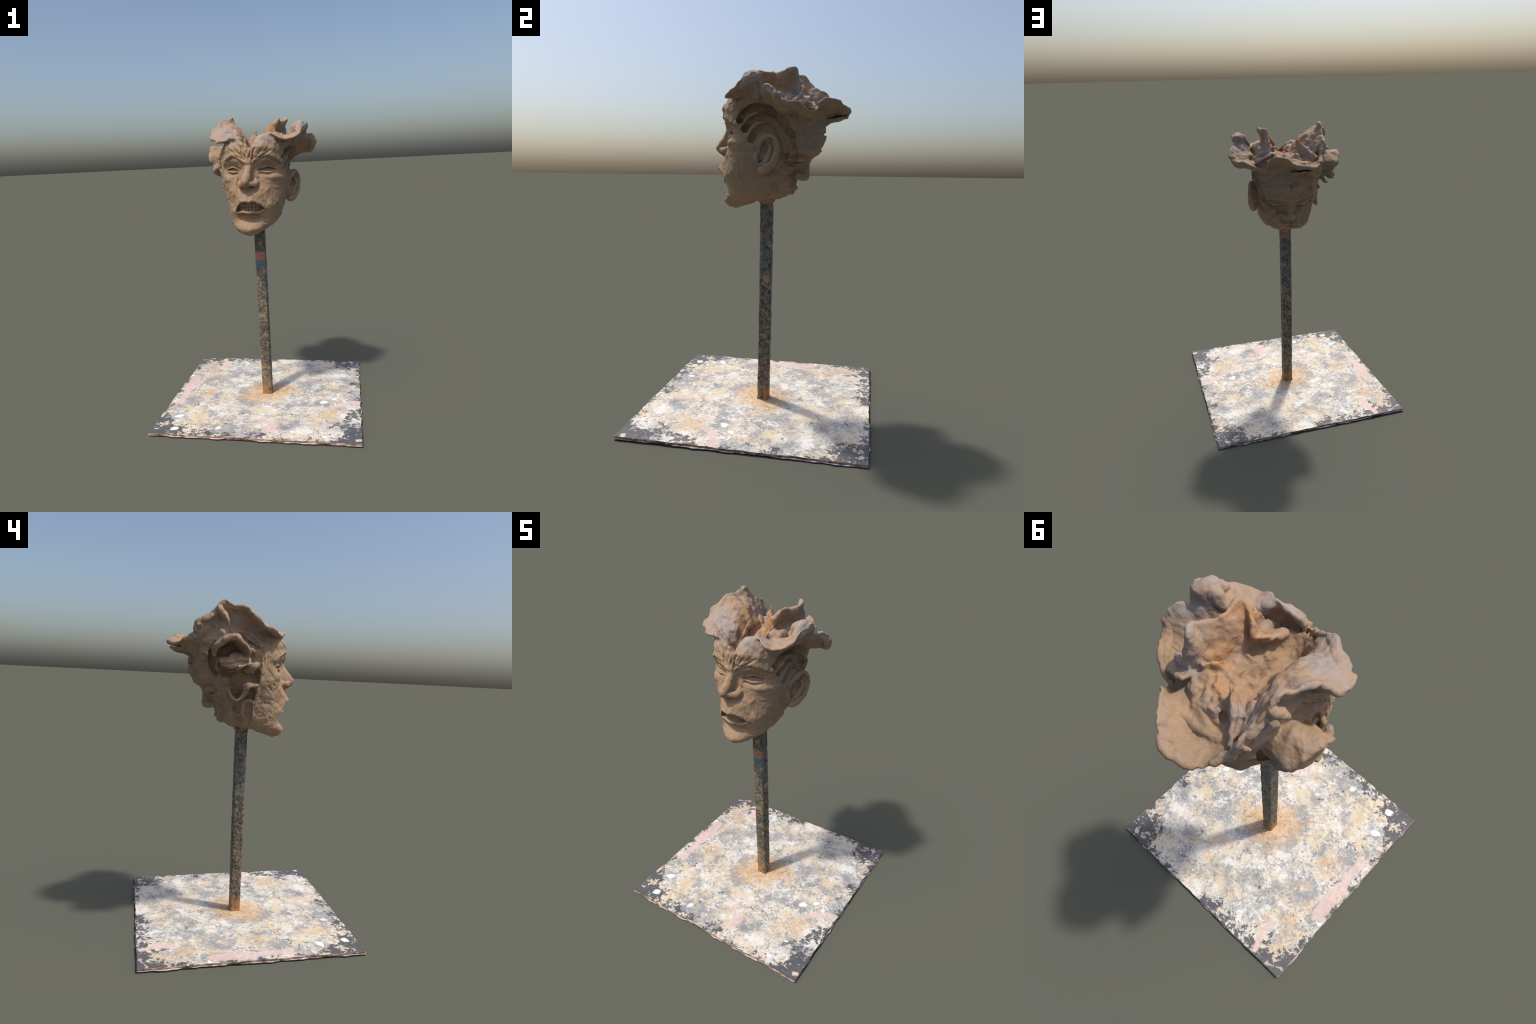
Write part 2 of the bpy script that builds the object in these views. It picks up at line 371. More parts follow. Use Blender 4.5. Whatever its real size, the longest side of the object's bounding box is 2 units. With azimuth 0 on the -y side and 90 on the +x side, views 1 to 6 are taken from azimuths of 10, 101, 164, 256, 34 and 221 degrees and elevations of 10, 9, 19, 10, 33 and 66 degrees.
# frown: deep folds fanning up from the root of the nose
FAN = [(-0.145, 1.768, 0.10), (-0.105, 1.782, 0.12), (-0.070, 1.792, 0.06), (-0.042, 1.800, 0.0),
       (-0.016, 1.804, 0.0), (0.010, 1.800, 0.0), (0.045, 1.792, 0.03), (0.085, 1.764, -0.10), (0.130, 1.752, -0.14)]
for k, (ax_, az_, bow) in enumerate(FAN):                   # folds gather at the root of the nose
    rx, rz = -0.014 + 0.20 * (ax_ + 0.014), 1.674 + 0.16 * abs(ax_ + 0.014)
    mx, mz = 0.5 * (ax_ + rx), 0.5 * (az_ + rz) - abs(bow) * 0.08
    wob = 0.004 * (-1) ** k
    st = [(rx, rz), (0.5 * (rx + mx) + wob, 0.5 * (rz + mz)), (mx - wob, mz), (0.5 * (ax_ + mx) + wob, 0.5 * (az_ + mz)), (ax_, az_)]
    R.ridge(st, -(0.006 + 0.003 * ((k * 7) % 3)), 0.0058, 0.6)
    R.ridge([(p + 0.010, q + 0.004) for p, q in st], 0.003, 0.0085, 0.7)
R.ridge([(-0.008, 1.664), (0.012, 1.690), (0.016, 1.730), (0.030, 1.765)], -0.012, 0.007, 0.4)
R.bump((0.075, 1.775), 0.012, 0.055, 0.030)                 # swollen right forehead
R.bump((-0.13, 1.77), 0.005, 0.04, 0.03)
R.bump((0.150, 1.580), 0.016, 0.050, 0.032, -0.35)          # cheek bones
R.bump((-0.175, 1.580), 0.012, 0.036, 0.036)
R.bump((0.125, 1.480), -0.010, 0.040, 0.050)                # hollow cheeks
R.bump((-0.155, 1.450), -0.008, 0.030, 0.060)
R.ridge([(0.045, 1.53), (0.075, 1.47), (0.095, 1.40)], -0.007, 0.016)
R.ridge([(-0.085, 1.52), (-0.115, 1.46), (-0.130, 1.39)], -0.006, 0.014)
R.bump((0.11, 1.405), 0.008, 0.025, 0.03)
R.bump((-0.135, 1.365), 0.007, 0.02, 0.03)
# eyes: hollow almond, ball, lids
def eye(inner, outer, up, low, ball, iris):
    a, b = (inner, outer) if inner[0] < outer[0] else (outer, inner)
    cx = 0.5 * (a[0] + b[0])
    R.between([a, (cx, low), b], [a, (cx - 0.012, up), (cx + 0.012, up), b], 0.011, 0.003)
    R.bump((cx, 0.5 * (up + low) - 0.003), ball, 0.030, 0.014)
    R.ridge([a, (cx - 0.018, up + 0.004), (cx + 0.014, up + 0.005), b], 0.005, 0.0065, 0.5)
    R.ridge([a, (cx - 0.016, up - 0.003), (cx + 0.012, up - 0.002), b], -0.009, 0.0042, 0.5)
    R.ridge([a, (cx, low - 0.004), b], 0.007, 0.0055, 0.6)
    R.ridge([a, (cx - 0.016, up + 0.016), (cx + 0.014, up + 0.016), b], -0.004, 0.006, 0.5)
    R.ridge([(a[0] + .01, low - 0.014), (cx, low - 0.020), (b[0] - .01, low - 0.014)], -0.005, 0.007)
    if iris:
        R.bump((iris[0], iris[1]), -0.006, 0.006, 0.006)
        R.bump((iris[0] - 0.001, iris[1] - 0.001), 0.003, 0.003, 0.003)
eye((-0.086, 1.624), (-0.174, 1.632), 1.6435, 1.624, 0.008, (-0.128, 1.637))
eye((0.042, 1.627), (0.156, 1.624), 1.641, 1.617, 0.008, None)
# mouth
UP = [(-0.114, 1.362), (-0.092, 1.407), (-0.050, 1.428), (-0.018, 1.422), (0.014, 1.426), (0.050, 1.403), (0.078, 1.380)]
LOW = [(-0.114, 1.362), (-0.066, 1.374), (-0.030, 1.370), (0.001, 1.373), (0.033, 1.366), (0.078, 1.380)]
R.ridge([(x, z + 0.010) for x, z in UP], 0.012, 0.015, 0.4)
R.ridge([(-0.108, 1.358), (-0.066, 1.363), (-0.030, 1.357), (0.001, 1.360), (0.033, 1.355), (0.074, 1.374)], 0.018, 0.0085, 0.6)
R.ridge([(-0.09, 1.338), (-0.027, 1.334), (0.032, 1.338)], -0.010, 0.010)
R.ridge([(-0.018, 1.438), (-0.022, 1.490)], -0.006, 0.009)
R.ridge([(0.040, 1.575), (0.048, 1.545), (0.044, 1.515)], -0.008, 0.007)
R.ridge([(-0.092, 1.570), (-0.098, 1.540), (-0.092, 1.512)], -0.008, 0.007)
gap = R.between(LOW, UP, 0.030, 0.004)
tooth_x = np.array([-0.088, -0.070, -0.050, -0.028, -0.004, 0.018, 0.036, 0.052])
for i in range(len(tooth_x) - 1):                           # upper and lower teeth
    cx, hw = 0.5 * (tooth_x[i] + tooth_x[i + 1]), 0.5 * (tooth_x[i + 1] - tooth_x[i]) * 0.92
    for cz, hz in ((1.404, 0.013), (1.381, 0.009)):
        e = np.maximum(np.abs(R.A - cx) / hw, np.abs(R.B - cz) / hz)
        R.h += gap * 0.010 * (1 - sstep(0.75, 1.1, e))
# pock marks in the clay
for k in range(46):
    a, b = rng.uniform(-0.19, 0.17), rng.uniform(1.24, 1.78)
    R.bump((a, b), -rng.uniform(0.001, 0.004), rng.uniform(0.003, 0.005), rng.uniform(0.003, 0.005))
# dabs of clay: slanting finger marks on the cheeks
for k in range(60):
    a, b = rng.uniform(-0.2, 0.2), rng.uniform(1.23, 1.60)
    if abs(a + 0.02) < 0.11 and b < 1.68:
        continue
    R.bump((a, b), rng.uniform(-0.004, 0.004), rng.uniform(0.010, 0.022), rng.uniform(0.006, 0.012), rng.uniform(0, 3))
FRONT = R

s = block((-0.4, -0.335, 1.18), (0.4, 0.0, 1.86))
x, y, z = coords(s)
w = sstep(0.02, -0.10, y) * sstep(1.825, 1.79, z) * sstep(-0.050, -0.036, skull_dist(x.astype(float), y.astype(float), z.astype(float)))
F[s] -= (FRONT.total()[s[0], s[2]][:, None, :] * w).astype(np.float32)

# ------------------------------------------------------ relief of the right side
R = Relief(AY, AZ)
CH1 = [(-0.100, 1.695), (-0.072, 1.732), (-0.02, 1.756), (0.03, 1.754), (0.085, 1.732), (0.135, 1.690), (0.170, 1.64), (0.190, 1.58), (0.197, 1.52), (0.182, 1.47)]
CH2 = [(-0.072, 1.648), (-0.045, 1.680), (-0.010, 1.702), (0.038, 1.704), (0.085, 1.680), (0.122, 1.64), (0.148, 1.59), (0.160, 1.54), (0.155, 1.475)]
CH3 = [(-0.034, 1.592), (-0.012, 1.630), (0.030, 1.655), (0.070, 1.645), (0.102, 1.61), (0.125, 1.57), (0.132, 1.50)]
R.scoop(CH1, 0.040, 0.0245)
R.scoop(CH2, 0.034, 0.0215)
R.scoop(CH3, 0.030, 0.020)
for c in (CH1, CH2, CH3):
    R.ridge(c[:1] + [(c[0][0] - 0.002, c[0][1] - 0.002)], -0.006, 0.02)
R.flat_cut([(0.14, 1.455), (0.20, 1.435)], 0.014, 0.020)     # chipped hollow behind the ear
R.flat_cut([(0.11, 1.33), (0.16, 1.31)], 0.008, 0.04)
R.ridge([(0.10, 1.40), (0.17, 1.385), (0.235, 1.36)], 0.010, 0.008)
R.ridge([(0.25, 1.56), (0.24, 1.62), (0.26, 1.66)], 0.006, 0.008)
for k in range(40):
    a, b = rng.uniform(-0.14, 0.12), rng.uniform(1.27, 1.50)
    R.bump((a, b), rng.uniform(-0.005, 0.005), rng.uniform(0.010, 0.02), rng.uniform(0.006, 0.014), rng.uniform(0, 3))
RIGHT = R
s = block((0.0, -0.335, 1.18), (0.435, 0.4, 1.86))
x, y, z = coords(s)
w = sstep(0.08, 0.15, x) * sstep(1.80, 1.772, z)
F[s] -= (RIGHT.total()[s[1], s[2]][None, :, :] * w).astype(np.float32)

# solid clay behind the channels, so that none breaks through into the hollow
s = block((0.08, -0.2, 1.66), (0.26, 0.3, 1.86))
x, y, z = coords(s)
backing = smax(skull_dist(x.astype(float), y.astype(float), np.minimum(z, 1.80).astype(float)) + 0.043, z - 1.80, 0.02)
backing = smax(backing, 0.115 - x, 0.02).astype(np.float32)
F[s] = smin(F[s], backing, 0.006)

# ------------------------------------------------------- relief of the left side
R = Relief(AY, AZ)
R.scoop([(-0.005, 1.575), (0.050, 1.572), (0.098, 1.535), (0.105, 1.485), (0.092, 1.465)], 0.052, 0.044)   # great ear-like hollow
R.scoop([(0.010, 1.490), (0.004, 1.460), (0.030, 1.445)], 0.034, 0.026)
R.ridge([(0.145, 1.52), (0.138, 1.461), (0.095, 1.430), (0.056, 1.462), (0.030, 1.508), (-0.02, 1.523)], 0.020, 0.008)
R.scoop([(0.00, 1.615), (0.06, 1.605), (0.14, 1.595), (0.19, 1.605)], 0.034, 0.028)
R.scoop([(0.245, 1.70), (0.238, 1.65), (0.215, 1.60)], 0.032, 0.026)
R.flat_cut([(0.300, 1.67), (0.288, 1.735), (0.250, 1.785), (0.20, 1.812)], -0.013, 0.027, 0.004)   # raised leaf behind the curl
R.flat_cut([(0.292, 1.68), (0.282, 1.630)], -0.004, 0.024, 0.004)
R.flat_cut([(0.13, 1.835), (0.05, 1.818), (-0.03, 1.760)], -0.014, 0.022, 0.004)
R.scoop([(0.09, 1.80), (0.04, 1.785), (0.0, 1.75)], 0.014, 0.022)
R.ridge([(-0.052, 1.73), (-0.066, 1.64), (-0.045, 1.59)], 0.008, 0.007)
R.scoop([(0.020, 1.40), (0.024, 1.30)], 0.014, 0.027)       # two upright finger troughs
R.scoop([(0.085, 1.385), (0.080, 1.30)], 0.014, 0.030)
R.ridge([(-0.006, 1.42), (-0.008, 1.33)], 0.007, 0.006)
R.ridge([(0.052, 1.40), (0.052, 1.30)], 0.006, 0.005)
R.scoop([(0.235, 1.475), (0.215, 1.450)], 0.016, 0.018)
R.scoop([(0.18, 1.42), (0.16, 1.36)], 0.012, 0.035)
R.ridge([(0.20, 1.46), (0.15, 1.40), (0.11, 1.31)], 0.007, 0.007)
for c in ((-0.081, 1.547), (-0.113, 1.501), (-0.117, 1.331), (-0.10, 1.30), (-0.10, 1.52), (-0.13, 1.53)):
    R.bump(c, -0.007, 0.006, 0.006)
for k in range(30):
    a, b = rng.uniform(-0.14, 0.0), rng.uniform(1.27, 1.60)
    R.bump((a, b), rng.uniform(-0.0025, 0.0025), rng.uniform(0.010, 0.02), rng.uniform(0.006, 0.014), rng.uniform(0, 3))
LEFT = R
s = block((-0.41, -0.335, 1.18), (0.0, 0.4, 1.86))
x, y, z = coords(s)
w = sstep(-0.04, -0.10, x) * sstep(1.86, 1.82, z)
F[s] -= (LEFT.total()[s[1], s[2]][None, :, :] * w).astype(np.float32)
s = block((-0.26, -0.2, 1.66), (-0.08, 0.3, 1.88))
x, y, z = coords(s)
backing = smax(skull_dist(x.astype(float), y.astype(float), np.minimum(z, 1.80).astype(float)) + 0.032, z - 1.83, 0.02)
F[s] = smin(F[s], smax(backing, 0.115 + x, 0.02).astype(np.float32), 0.006)

# ------------------------------------------- relief of the back: the sleeping face
R = Relief(AX, AZ)
R.ridge([(0.19, 1.525), (0.137, 1.530), (0.077, 1.530), (0.022, 1.516), (-0.015, 1.520), (-0.058, 1.540), (-0.13, 1.552)], 0.017, 0.012)
R.ridge([(0.17, 1.505), (0.10, 1.505), (0.06, 1.490)], -0.018, 0.014)
R.ridge([(-0.015, 1.490), (-0.06, 1.510), (-0.13, 1.520)], -0.018, 0.014)
R.bump((0.128, 1.480), 0.012, 0.045, 0.018)
R.bump((-0.08, 1.475), 0.012, 0.045, 0.018)
R.ridge([(0.184, 1.488), (0.13, 1.470), (0.081, 1.474)], -0.018, 0.006)
R.ridge([(-0.028, 1.461), (-0.081, 1.466), (-0.134, 1.488)], -0.018, 0.006)
R.ridge([(0.184, 1.476), (0.13, 1.459), (0.081, 1.464)], 0.010, 0.006)
R.ridge([(-0.028, 1.450), (-0.081, 1.454), (-0.134, 1.476)], 0.010, 0.006)
R.bump((0.085, 1.430), -0.016, 0.020, 0.035)
R.bump((-0.035, 1.430), -0.016, 0.020, 0.035)
R.flat_cut([(0.165, 1.440), (0.125, 1.425)], -0.014, 0.024, 0.004)     # sliced slabs under the eyes
R.flat_cut([(-0.08, 1.425), (-0.12, 1.44)], -0.006, 0.024, 0.005)
R.ridge([(0.075, 1.322), (0.040, 1.330), (0.010, 1.325), (-0.030, 1.330), (-0.060, 1.320)], 0.012, 0.008)
R.ridge([(0.070, 1.308), (0.010, 1.312), (-0.055, 1.306)], -0.010, 0.006)
R.ridge([(0.041, 1.355), (0.041, 1.30)], -0.006, 0.008)
R.ridge([(0.009, 1.345), (0.009, 1.30)], -0.010, 0.010)
R.ridge([(-0.03, 1.345), (-0.035, 1.30)], -0.006, 0.008)
R.flat_cut([(0.085, 1.640), (0.095, 1.575)], -0.008, 0.038, 0.006)      # pared slices on the forehead
R.flat_cut([(0.012, 1.590), (0.02, 1.56)], -0.005, 0.035, 0.006)
R.scoop([(0.13, 1.655), (0.09, 1.69)], 0.009, 0.035)
R.scoop([(-0.05, 1.65), (0.00, 1.68)], 0.010, 0.050)
R.scoop([(0.055, 1.655), (0.06, 1.69)], 0.007, 0.030)
R.ridge([(0.055, 1.617), (0.040, 1.605)], -0.012, 0.005)
BACK = R
s = block((-0.41, 0.0, 1.18), (0.435, 0.53, 1.80))
x, y, z = coords(s)
w = sstep(0.08, 0.17, y) * sstep(1.72, 1.69, z)
F[s] -= (BACK.total()[s[0], s[2]][:, None, :] * w).astype(np.float32)

# ------------------------------------------------------------- noses, ear, collar
nose_f = new_field()
sheet(nose_f, [[(-0.014, -0.180, 1.690), (-0.014, -0.212, 1.680)], [(-0.018, -0.180, 1.650), (-0.018, -0.214, 1.650)], [(-0.024, -0.180, 1.615), (-0.024, -0.236, 1.612)],
               [(-0.029, -0.180, 1.580), (-0.029, -0.262, 1.580)], [(-0.034, -0.190, 1.545), (-0.034, -0.277, 1.556)]], (0.040, 0.024))
roll(nose_f, [(-0.034, -0.279, 1.556, 0.025), (-0.034, -0.255, 1.530, 0.020), (-0.030, -0.232, 1.508, 0.015)])
roll(nose_f, [(-0.050, -0.262, 1.543, 0.018), (-0.066, -0.236, 1.535, 0.019), (-0.066, -0.210, 1.540, 0.017)])
roll(nose_f, [(-0.014, -0.262, 1.545, 0.018), (0.016, -0.234, 1.538, 0.021), (0.022, -0.205, 1.545, 0.019)])
s = block((-0.13, -0.335, 1.45), (0.1, -0.12, 1.72))
F[s] = smin(F[s], nose_f[s], 0.020)
nost = new_field()
roll(nost, [(-0.060, -0.262, 1.508, 0.010), (-0.058, -0.236, 1.526, 0.008)])
roll(nost, [(0.000, -0.262, 1.508, 0.011), (0.008, -0.234, 1.527, 0.009)])
F[s] = smax(F[s], -nost[s], 0.006)

nose_b = new_field()
sheet(nose_b, [[(0.020, 0.220, 1.510), (0.020, 0.268, 1.505)], [(0.024, 0.200, 1.455), (0.024, 0.252, 1.455)], [(0.027, 0.190, 1.405), (0.027, 0.258, 1.405)]], (0.022, 0.016))
roll(nose_b, [(0.076, 0.205, 1.398, 0.018), (0.052, 0.222, 1.390, 0.020), (0.027, 0.250, 1.392, 0.021), (0.004, 0.225, 1.389, 0.020), (-0.018, 0.205, 1.395, 0.018)])
s = block((-0.1, 0.15, 1.32), (0.15, 0.33, 1.56))
F[s] = smin(F[s], nose_b[s], 0.014)

ear_f = new_field()
sheet(ear_f, [[(0.190, 0.035, 1.585), (0.226, 0.060, 1.595), (0.246, 0.085, 1.600)], [(0.185, 0.040, 1.560), (0.226, 0.085, 1.570), (0.258, 0.116, 1.582)],
              [(0.185, 0.045, 1.530), (0.226, 0.090, 1.540), (0.264, 0.126, 1.545)], [(0.185, 0.045, 1.500), (0.224, 0.085, 1.505), (0.260, 0.114, 1.500)],
              [(0.185, 0.040, 1.470), (0.216, 0.065, 1.468), (0.246, 0.088, 1.460)], [(0.185, 0.020, 1.440), (0.206, 0.040, 1.440), (0.230, 0.048, 1.430)]], (0.020, 0.010))
roll(ear_f, [(0.200, 0.012, 1.520, 0.010), (0.218, 0.018, 1.555, 0.012), (0.236, 0.040, 1.590, 0.013), (0.252, 0.082, 1.602, 0.013), (0.262, 0.114, 1.585, 0.014),
             (0.267, 0.124, 1.545, 0.015), (0.260, 0.112, 1.500, 0.016), (0.246, 0.086, 1.458, 0.017), (0.228, 0.043, 1.430, 0.019), (0.212, 0.018, 1.426, 0.018)])
roll(ear_f, [(0.236, 0.060, 1.575, 0.009), (0.246, 0.080, 1.550, 0.012), (0.246, 0.080, 1.510, 0.012), (0.234, 0.058, 1.470, 0.012), (0.220, 0.022, 1.452, 0.012)])
roll(ear_f, [(0.203, -0.002, 1.520, 0.013), (0.210, -0.002, 1.485, 0.014), (0.208, 0.004, 1.455, 0.013)])
s = block((0.16, -0.06, 1.37), (0.34, 0.19, 1.66))
F[s] = smin(F[s], ear_f[s], 0.010)
con = new_field()
roll(con, [(0.236, 0.034, 1.486, 0.017), (0.230, 0.040, 1.520, 0.015), (0.244, 0.052, 1.556, 0.009)])
roll(con, [(0.252, 0.078, 1.588, 0.006), (0.266, 0.102, 1.568, 0.008), (0.272, 0.106, 1.535, 0.008), (0.266, 0.098, 1.500, 0.008), (0.250, 0.074, 1.468, 0.006)])
F[s] = smax(F[s], -con[s], 0.006)

collar = new_field()                                          # clay smeared down the post
roll(collar, [(0.0, 0.014, 1.290, 0.055), (0.0, 0.018, 1.262, 0.048)])
roll(collar, [(0.0, 0.13, 1.300, 0.020), (0.0, 0.09, 1.272, 0.012)])
s = block((-0.12, -0.10, 1.18), (0.12, 0.22, 1.40))
F[s] = smin(F[s], collar[s], 0.02)

# ------------------------------------------------- the rolled curl on the left side
curl = new_field()
ARCH = [(0.252, 1.700, 0.265), (0.238, 1.746, 0.298), (0.190, 1.786, 0.320), (0.130, 1.792, 0.338), (0.094, 1.760, 0.342), (0.060, 1.718, 0.332), (0.064, 1.672, 0.312)]
sheet(curl, [[(-0.190, 0.185 + 0.75 * (y - 0.185), 1.72 + 0.70 * (z - 1.72)), (-0.25, 0.185 + 0.88 * (y - 0.185), z - 0.014), (-X1, y, z - 0.006)] for y, z, X1 in ARCH], (0.018, 0.015), ripple=0.005, seed=11)
sheet(curl, [[(-0.19, 0.21, 1.675), (-0.25, 0.21, 1.660), (-0.290, 0.212, 1.648)], [(-0.19, 0.15, 1.680), (-0.26, 0.155, 1.672), (-0.308, 0.150, 1.655)],
             [(-0.19, 0.10, 1.695), (-0.26, 0.105, 1.69), (-0.315, 0.09, 1.668)], [(-0.19, 0.06, 1.685), (-0.26, 0.055, 1.668), (-0.305, 0.055, 1.652)]], (0.022, 0.018), ripple=0.003, seed=12)
roll(curl, [(-0.280, 0.200, 1.636, 0.020), (-0.300, 0.160, 1.628, 0.022), (-0.305, 0.120, 1.636, 0.024), (-0.305, 0.085, 1.652, 0.020)])
roll(curl, [(-0.20, 0.035, 1.640, 0.026), (-0.255, 0.045, 1.622, 0.024), (-0.288, 0.022, 1.630, 0.019), (-0.280, 0.000, 1.648, 0.013)])
roll(curl, [(-0.19, 0.215, 1.66, 0.018), (-0.225, 0.215, 1.618, 0.013), (-0.245, 0.212, 1.602, 0.008)])
roll(curl, [(-0.20, 0.000, 1.705, 0.016), (-0.24, 0.010, 1.715, 0.015), (-0.275, 0.030, 1.722, 0.014)])
# curling lips that sweep down behind the cheek, with slots between them
roll(curl, [(-0.185, 0.150, 1.545, 0.008), (-0.190, 0.148, 1.500, 0.011), (-0.198, 0.130, 1.452, 0.012), (-0.205, 0.095, 1.432, 0.013), (-0.208, 0.060, 1.460, 0.013),
            (-0.210, 0.036, 1.502, 0.012), (-0.212, 0.005, 1.522, 0.010), (-0.210, -0.030, 1.526, 0.006)])
roll(curl, [(-0.222, -0.040, 1.700, 0.008), (-0.226, -0.046, 1.640, 0.010), (-0.226, -0.040, 1.580, 0.011), (-0.220, -0.034, 1.530, 0.009), (-0.206, -0.024, 1.470, 0.008), (-0.196, -0.016, 1.420, 0.007)])
roll(curl, [(-0.190, 0.160, 1.590, 0.008), (-0.200, 0.110, 1.605, 0.010), (-0.206, 0.060, 1.612, 0.011), (-0.212, 0.010, 1.600, 0.010)])
roll(curl, [(-0.188, -0.010, 1.425, 0.010), (-0.192, 0.020, 1.432, 0.010), (-0.188, 0.050, 1.415, 0.009), (-0.176, 0.056, 1.360, 0.008), (-0.166, 0.055, 1.310, 0.006)])
s = block((-0.41, -0.08, 1.28), (-0.12, 0.36, 1.87))
F[s] = smin(F[s], curl[s], 0.012)

# ------------------------------------------------------------------ surface nets
def surface_nets(F):
    S = F < 0
    c = [S[i:i + F.shape[0] - 1, j:j + F.shape[1] - 1, k:k + F.shape[2] - 1] for i in (0, 1) for j in (0, 1) for k in (0, 1)]
    anyc, allc = c[0].copy(), c[0].copy()
    for q in c[1:]:
        anyc |= q
        allc &= q
    idx = np.argwhere(anyc & ~allc)
    ID = np.full(anyc.shape, -1, np.int32)
    ID[idx[:, 0], idx[:, 1], idx[:, 2]] = np.arange(len(idx))
    corner = np.array([(i, j, k) for i in (0, 1) for j in (0, 1) for k in (0, 1)])
    val = np.stack([F[idx[:, 0] + a, idx[:, 1] + b, idx[:, 2] + d] for a, b, d in corner], 1)
    acc, cnt = np.zeros((len(idx), 3)), np.zeros(len(idx))
    for a in range(8):
        for b in range(a + 1, 8):
            if np.abs(corner[a] - corner[b]).sum() != 1:
                continue
            m = (val[:, a] < 0) != (val[:, b] < 0)
            t = val[m, a] / (val[m, a] - val[m, b])
            acc[m] += corner[a] + t[:, None] * (corner[b] - corner[a])
            cnt[m] += 1
    V = LO + H * (idx + acc / cnt[:, None])
    quads = []
    for ax in range(3):
        o = [k for k in range(3) if k != ax]
        sl0, sl1 = [slice(1, -1)] * 3, [slice(1, -1)] * 3
        sl0[ax], sl1[ax] = slice(0, -1), slice(1, None)
        A, B = S[tuple(sl0)], S[tuple(sl1)]
        e = np.argwhere(A != B)
        inside = A[e[:, 0], e[:, 1], e[:, 2]]
        off = np.ones(3, int)
        off[ax] = 0
        e = e + off
        u, w = np.eye(3, dtype=int)[o[0]], np.eye(3, dtype=int)[o[1]]
        q = [ID[tuple((e - d).T)] for d in (u * 0, u, u + w, w)]
        Q = np.stack(q, 1)
        flip = inside if ax != 1 else ~inside
        Q[~flip] = Q[~flip][:, ::-1]
        quads.append(Q)
    Q = np.concatenate(quads)
    return V, Q[(Q >= 0).all(axis=1)]

V, Q = surface_nets(F)

def largest_piece(V, Q):
    lab = np.arange(len(V))
    E = np.concatenate([Q[:, [0, 1]], Q[:, [1, 2]], Q[:, [2, 3]], Q[:, [3, 0]]])
    for _ in range(400):
        m = np.minimum(lab[E[:, 0]], lab[E[:, 1]])
        new = lab.copy()
        np.minimum.at(new, E[:, 0], m)
        np.minimum.at(new, E[:, 1], m)
        new = new[new]
        new = new[new]
        if (new == lab).all():
            break
        lab = new
    big = np.bincount(lab).argmax()
    keep = lab == big
    re = np.cumsum(keep) - 1
    return V[keep], re[Q[keep[Q[:, 0]]]]
V, Q = largest_piece(V, Q)

def relax(V, Q, n, lam):
    E = np.concatenate([Q[:, [0, 1]], Q[:, [1, 2]], Q[:, [2, 3]], Q[:, [3, 0]]])
    cnt = np.bincount(E.ravel(), minlength=len(V))[:, None]
    for i in range(n):
        acc = np.stack([np.bincount(E[:, 0], V[E[:, 1], k], len(V)) + np.bincount(E[:, 1], V[E[:, 0], k], len(V)) for k in range(3)], 1)
        V = V + (lam if i % 2 == 0 else -lam * 0.9) * (acc / cnt - V)
    return V
V = relax(V, Q, 4, 0.5)

def normals(V, Q):
    n = np.cross(V[Q[:, 2]] - V[Q[:, 0]], V[Q[:, 3]] - V[Q[:, 1]])
    N = np.stack([np.bincount(Q.ravel(), np.repeat(n[:, k], 4), len(V)) for k in range(3)], 1)
    return N / np.maximum(np.linalg.norm(N, axis=1, keepdims=True), 1e-12)

def facets(P, n, slope, seed, lo, hi, sharp):
    """pared, knife-cut planes: each random cell tilts the surface its own way"""
    g = np.random.default_rng(seed)
    seeds = g.uniform(lo, hi, (n, 3)).astype(np.float32)
    tilt = g.normal(0, slope, (n, 3)).astype(np.float32)
    P = P.astype(np.float32)
    best = np.full(len(P), 9.0, np.float32)
    for k in range(n):
        np.minimum(best, ((P - seeds[k]) ** 2).sum(1), out=best)
    num, den = np.zeros_like(best), np.zeros_like(best)
    for k in range(n):
        e = P - seeds[k]
        w = np.exp(np.maximum((best - (e * e).sum(1)) * sharp, -30))
        num += w * (e @ tilt[k])
        den += w
    return num / den

N = normals(V, Q)
vx, vy, vz = V.T
facemask = sstep(-0.06, -0.16, vy) * sstep(1.84, 1.80, vz)
skin = sstep(1.79, 1.74, vz)
rear = sstep(-0.03, 0.08, vy) * skin
sleeper = sstep(0.16, 0.20, vy) * sstep(1.57, 1.54, vz)
disp = 0.0022 * value_noise(V, 38, 1) + 0.0012 * value_noise(V, 80, 2)
disp += (1 - skin) * (0.0065 * value_noise(V, 24, 3) + 0.0035 * value_noise(V, 48, 8)) + 0.0008 * value_noise(V, 150, 4)
disp += rear * (1 - 0.85 * sleeper) * np.clip(facets(V, 240, 0.21, 5, (-0.28, -0.05, 1.2), (0.28, 0.4, 1.8), 2600.0), -0.0065, 0.0065)
disp += (1 - rear) * skin * np.clip(facets(V, 300, 0.10, 6, (-0.26, -0.3, 1.2), (0.26, 0.1, 1.8), 2500.0), -0.002, 0.002) * (1 - 0.7 * facemask)
V = V + N * disp[:, None]
V = relax(V, Q, 2, 0.35)
N = normals(V, Q)
V[:, 2] += (2.0 - V[:, 2].max()) * sstep(1.75, 2.0, V[:, 2])

# ------------------------------------------------------------------- materials
def material(name):
    m = bpy.data.materials.new(name)
    m.use_nodes = True
    nt = m.node_tree
    nt.nodes.clear()
    out = nt.nodes.new("ShaderNodeOutputMaterial")
    b = nt.nodes.new("ShaderNodeBsdfPrincipled")
    nt.links.new(b.outputs[0], out.inputs[0])
    return m, nt, b

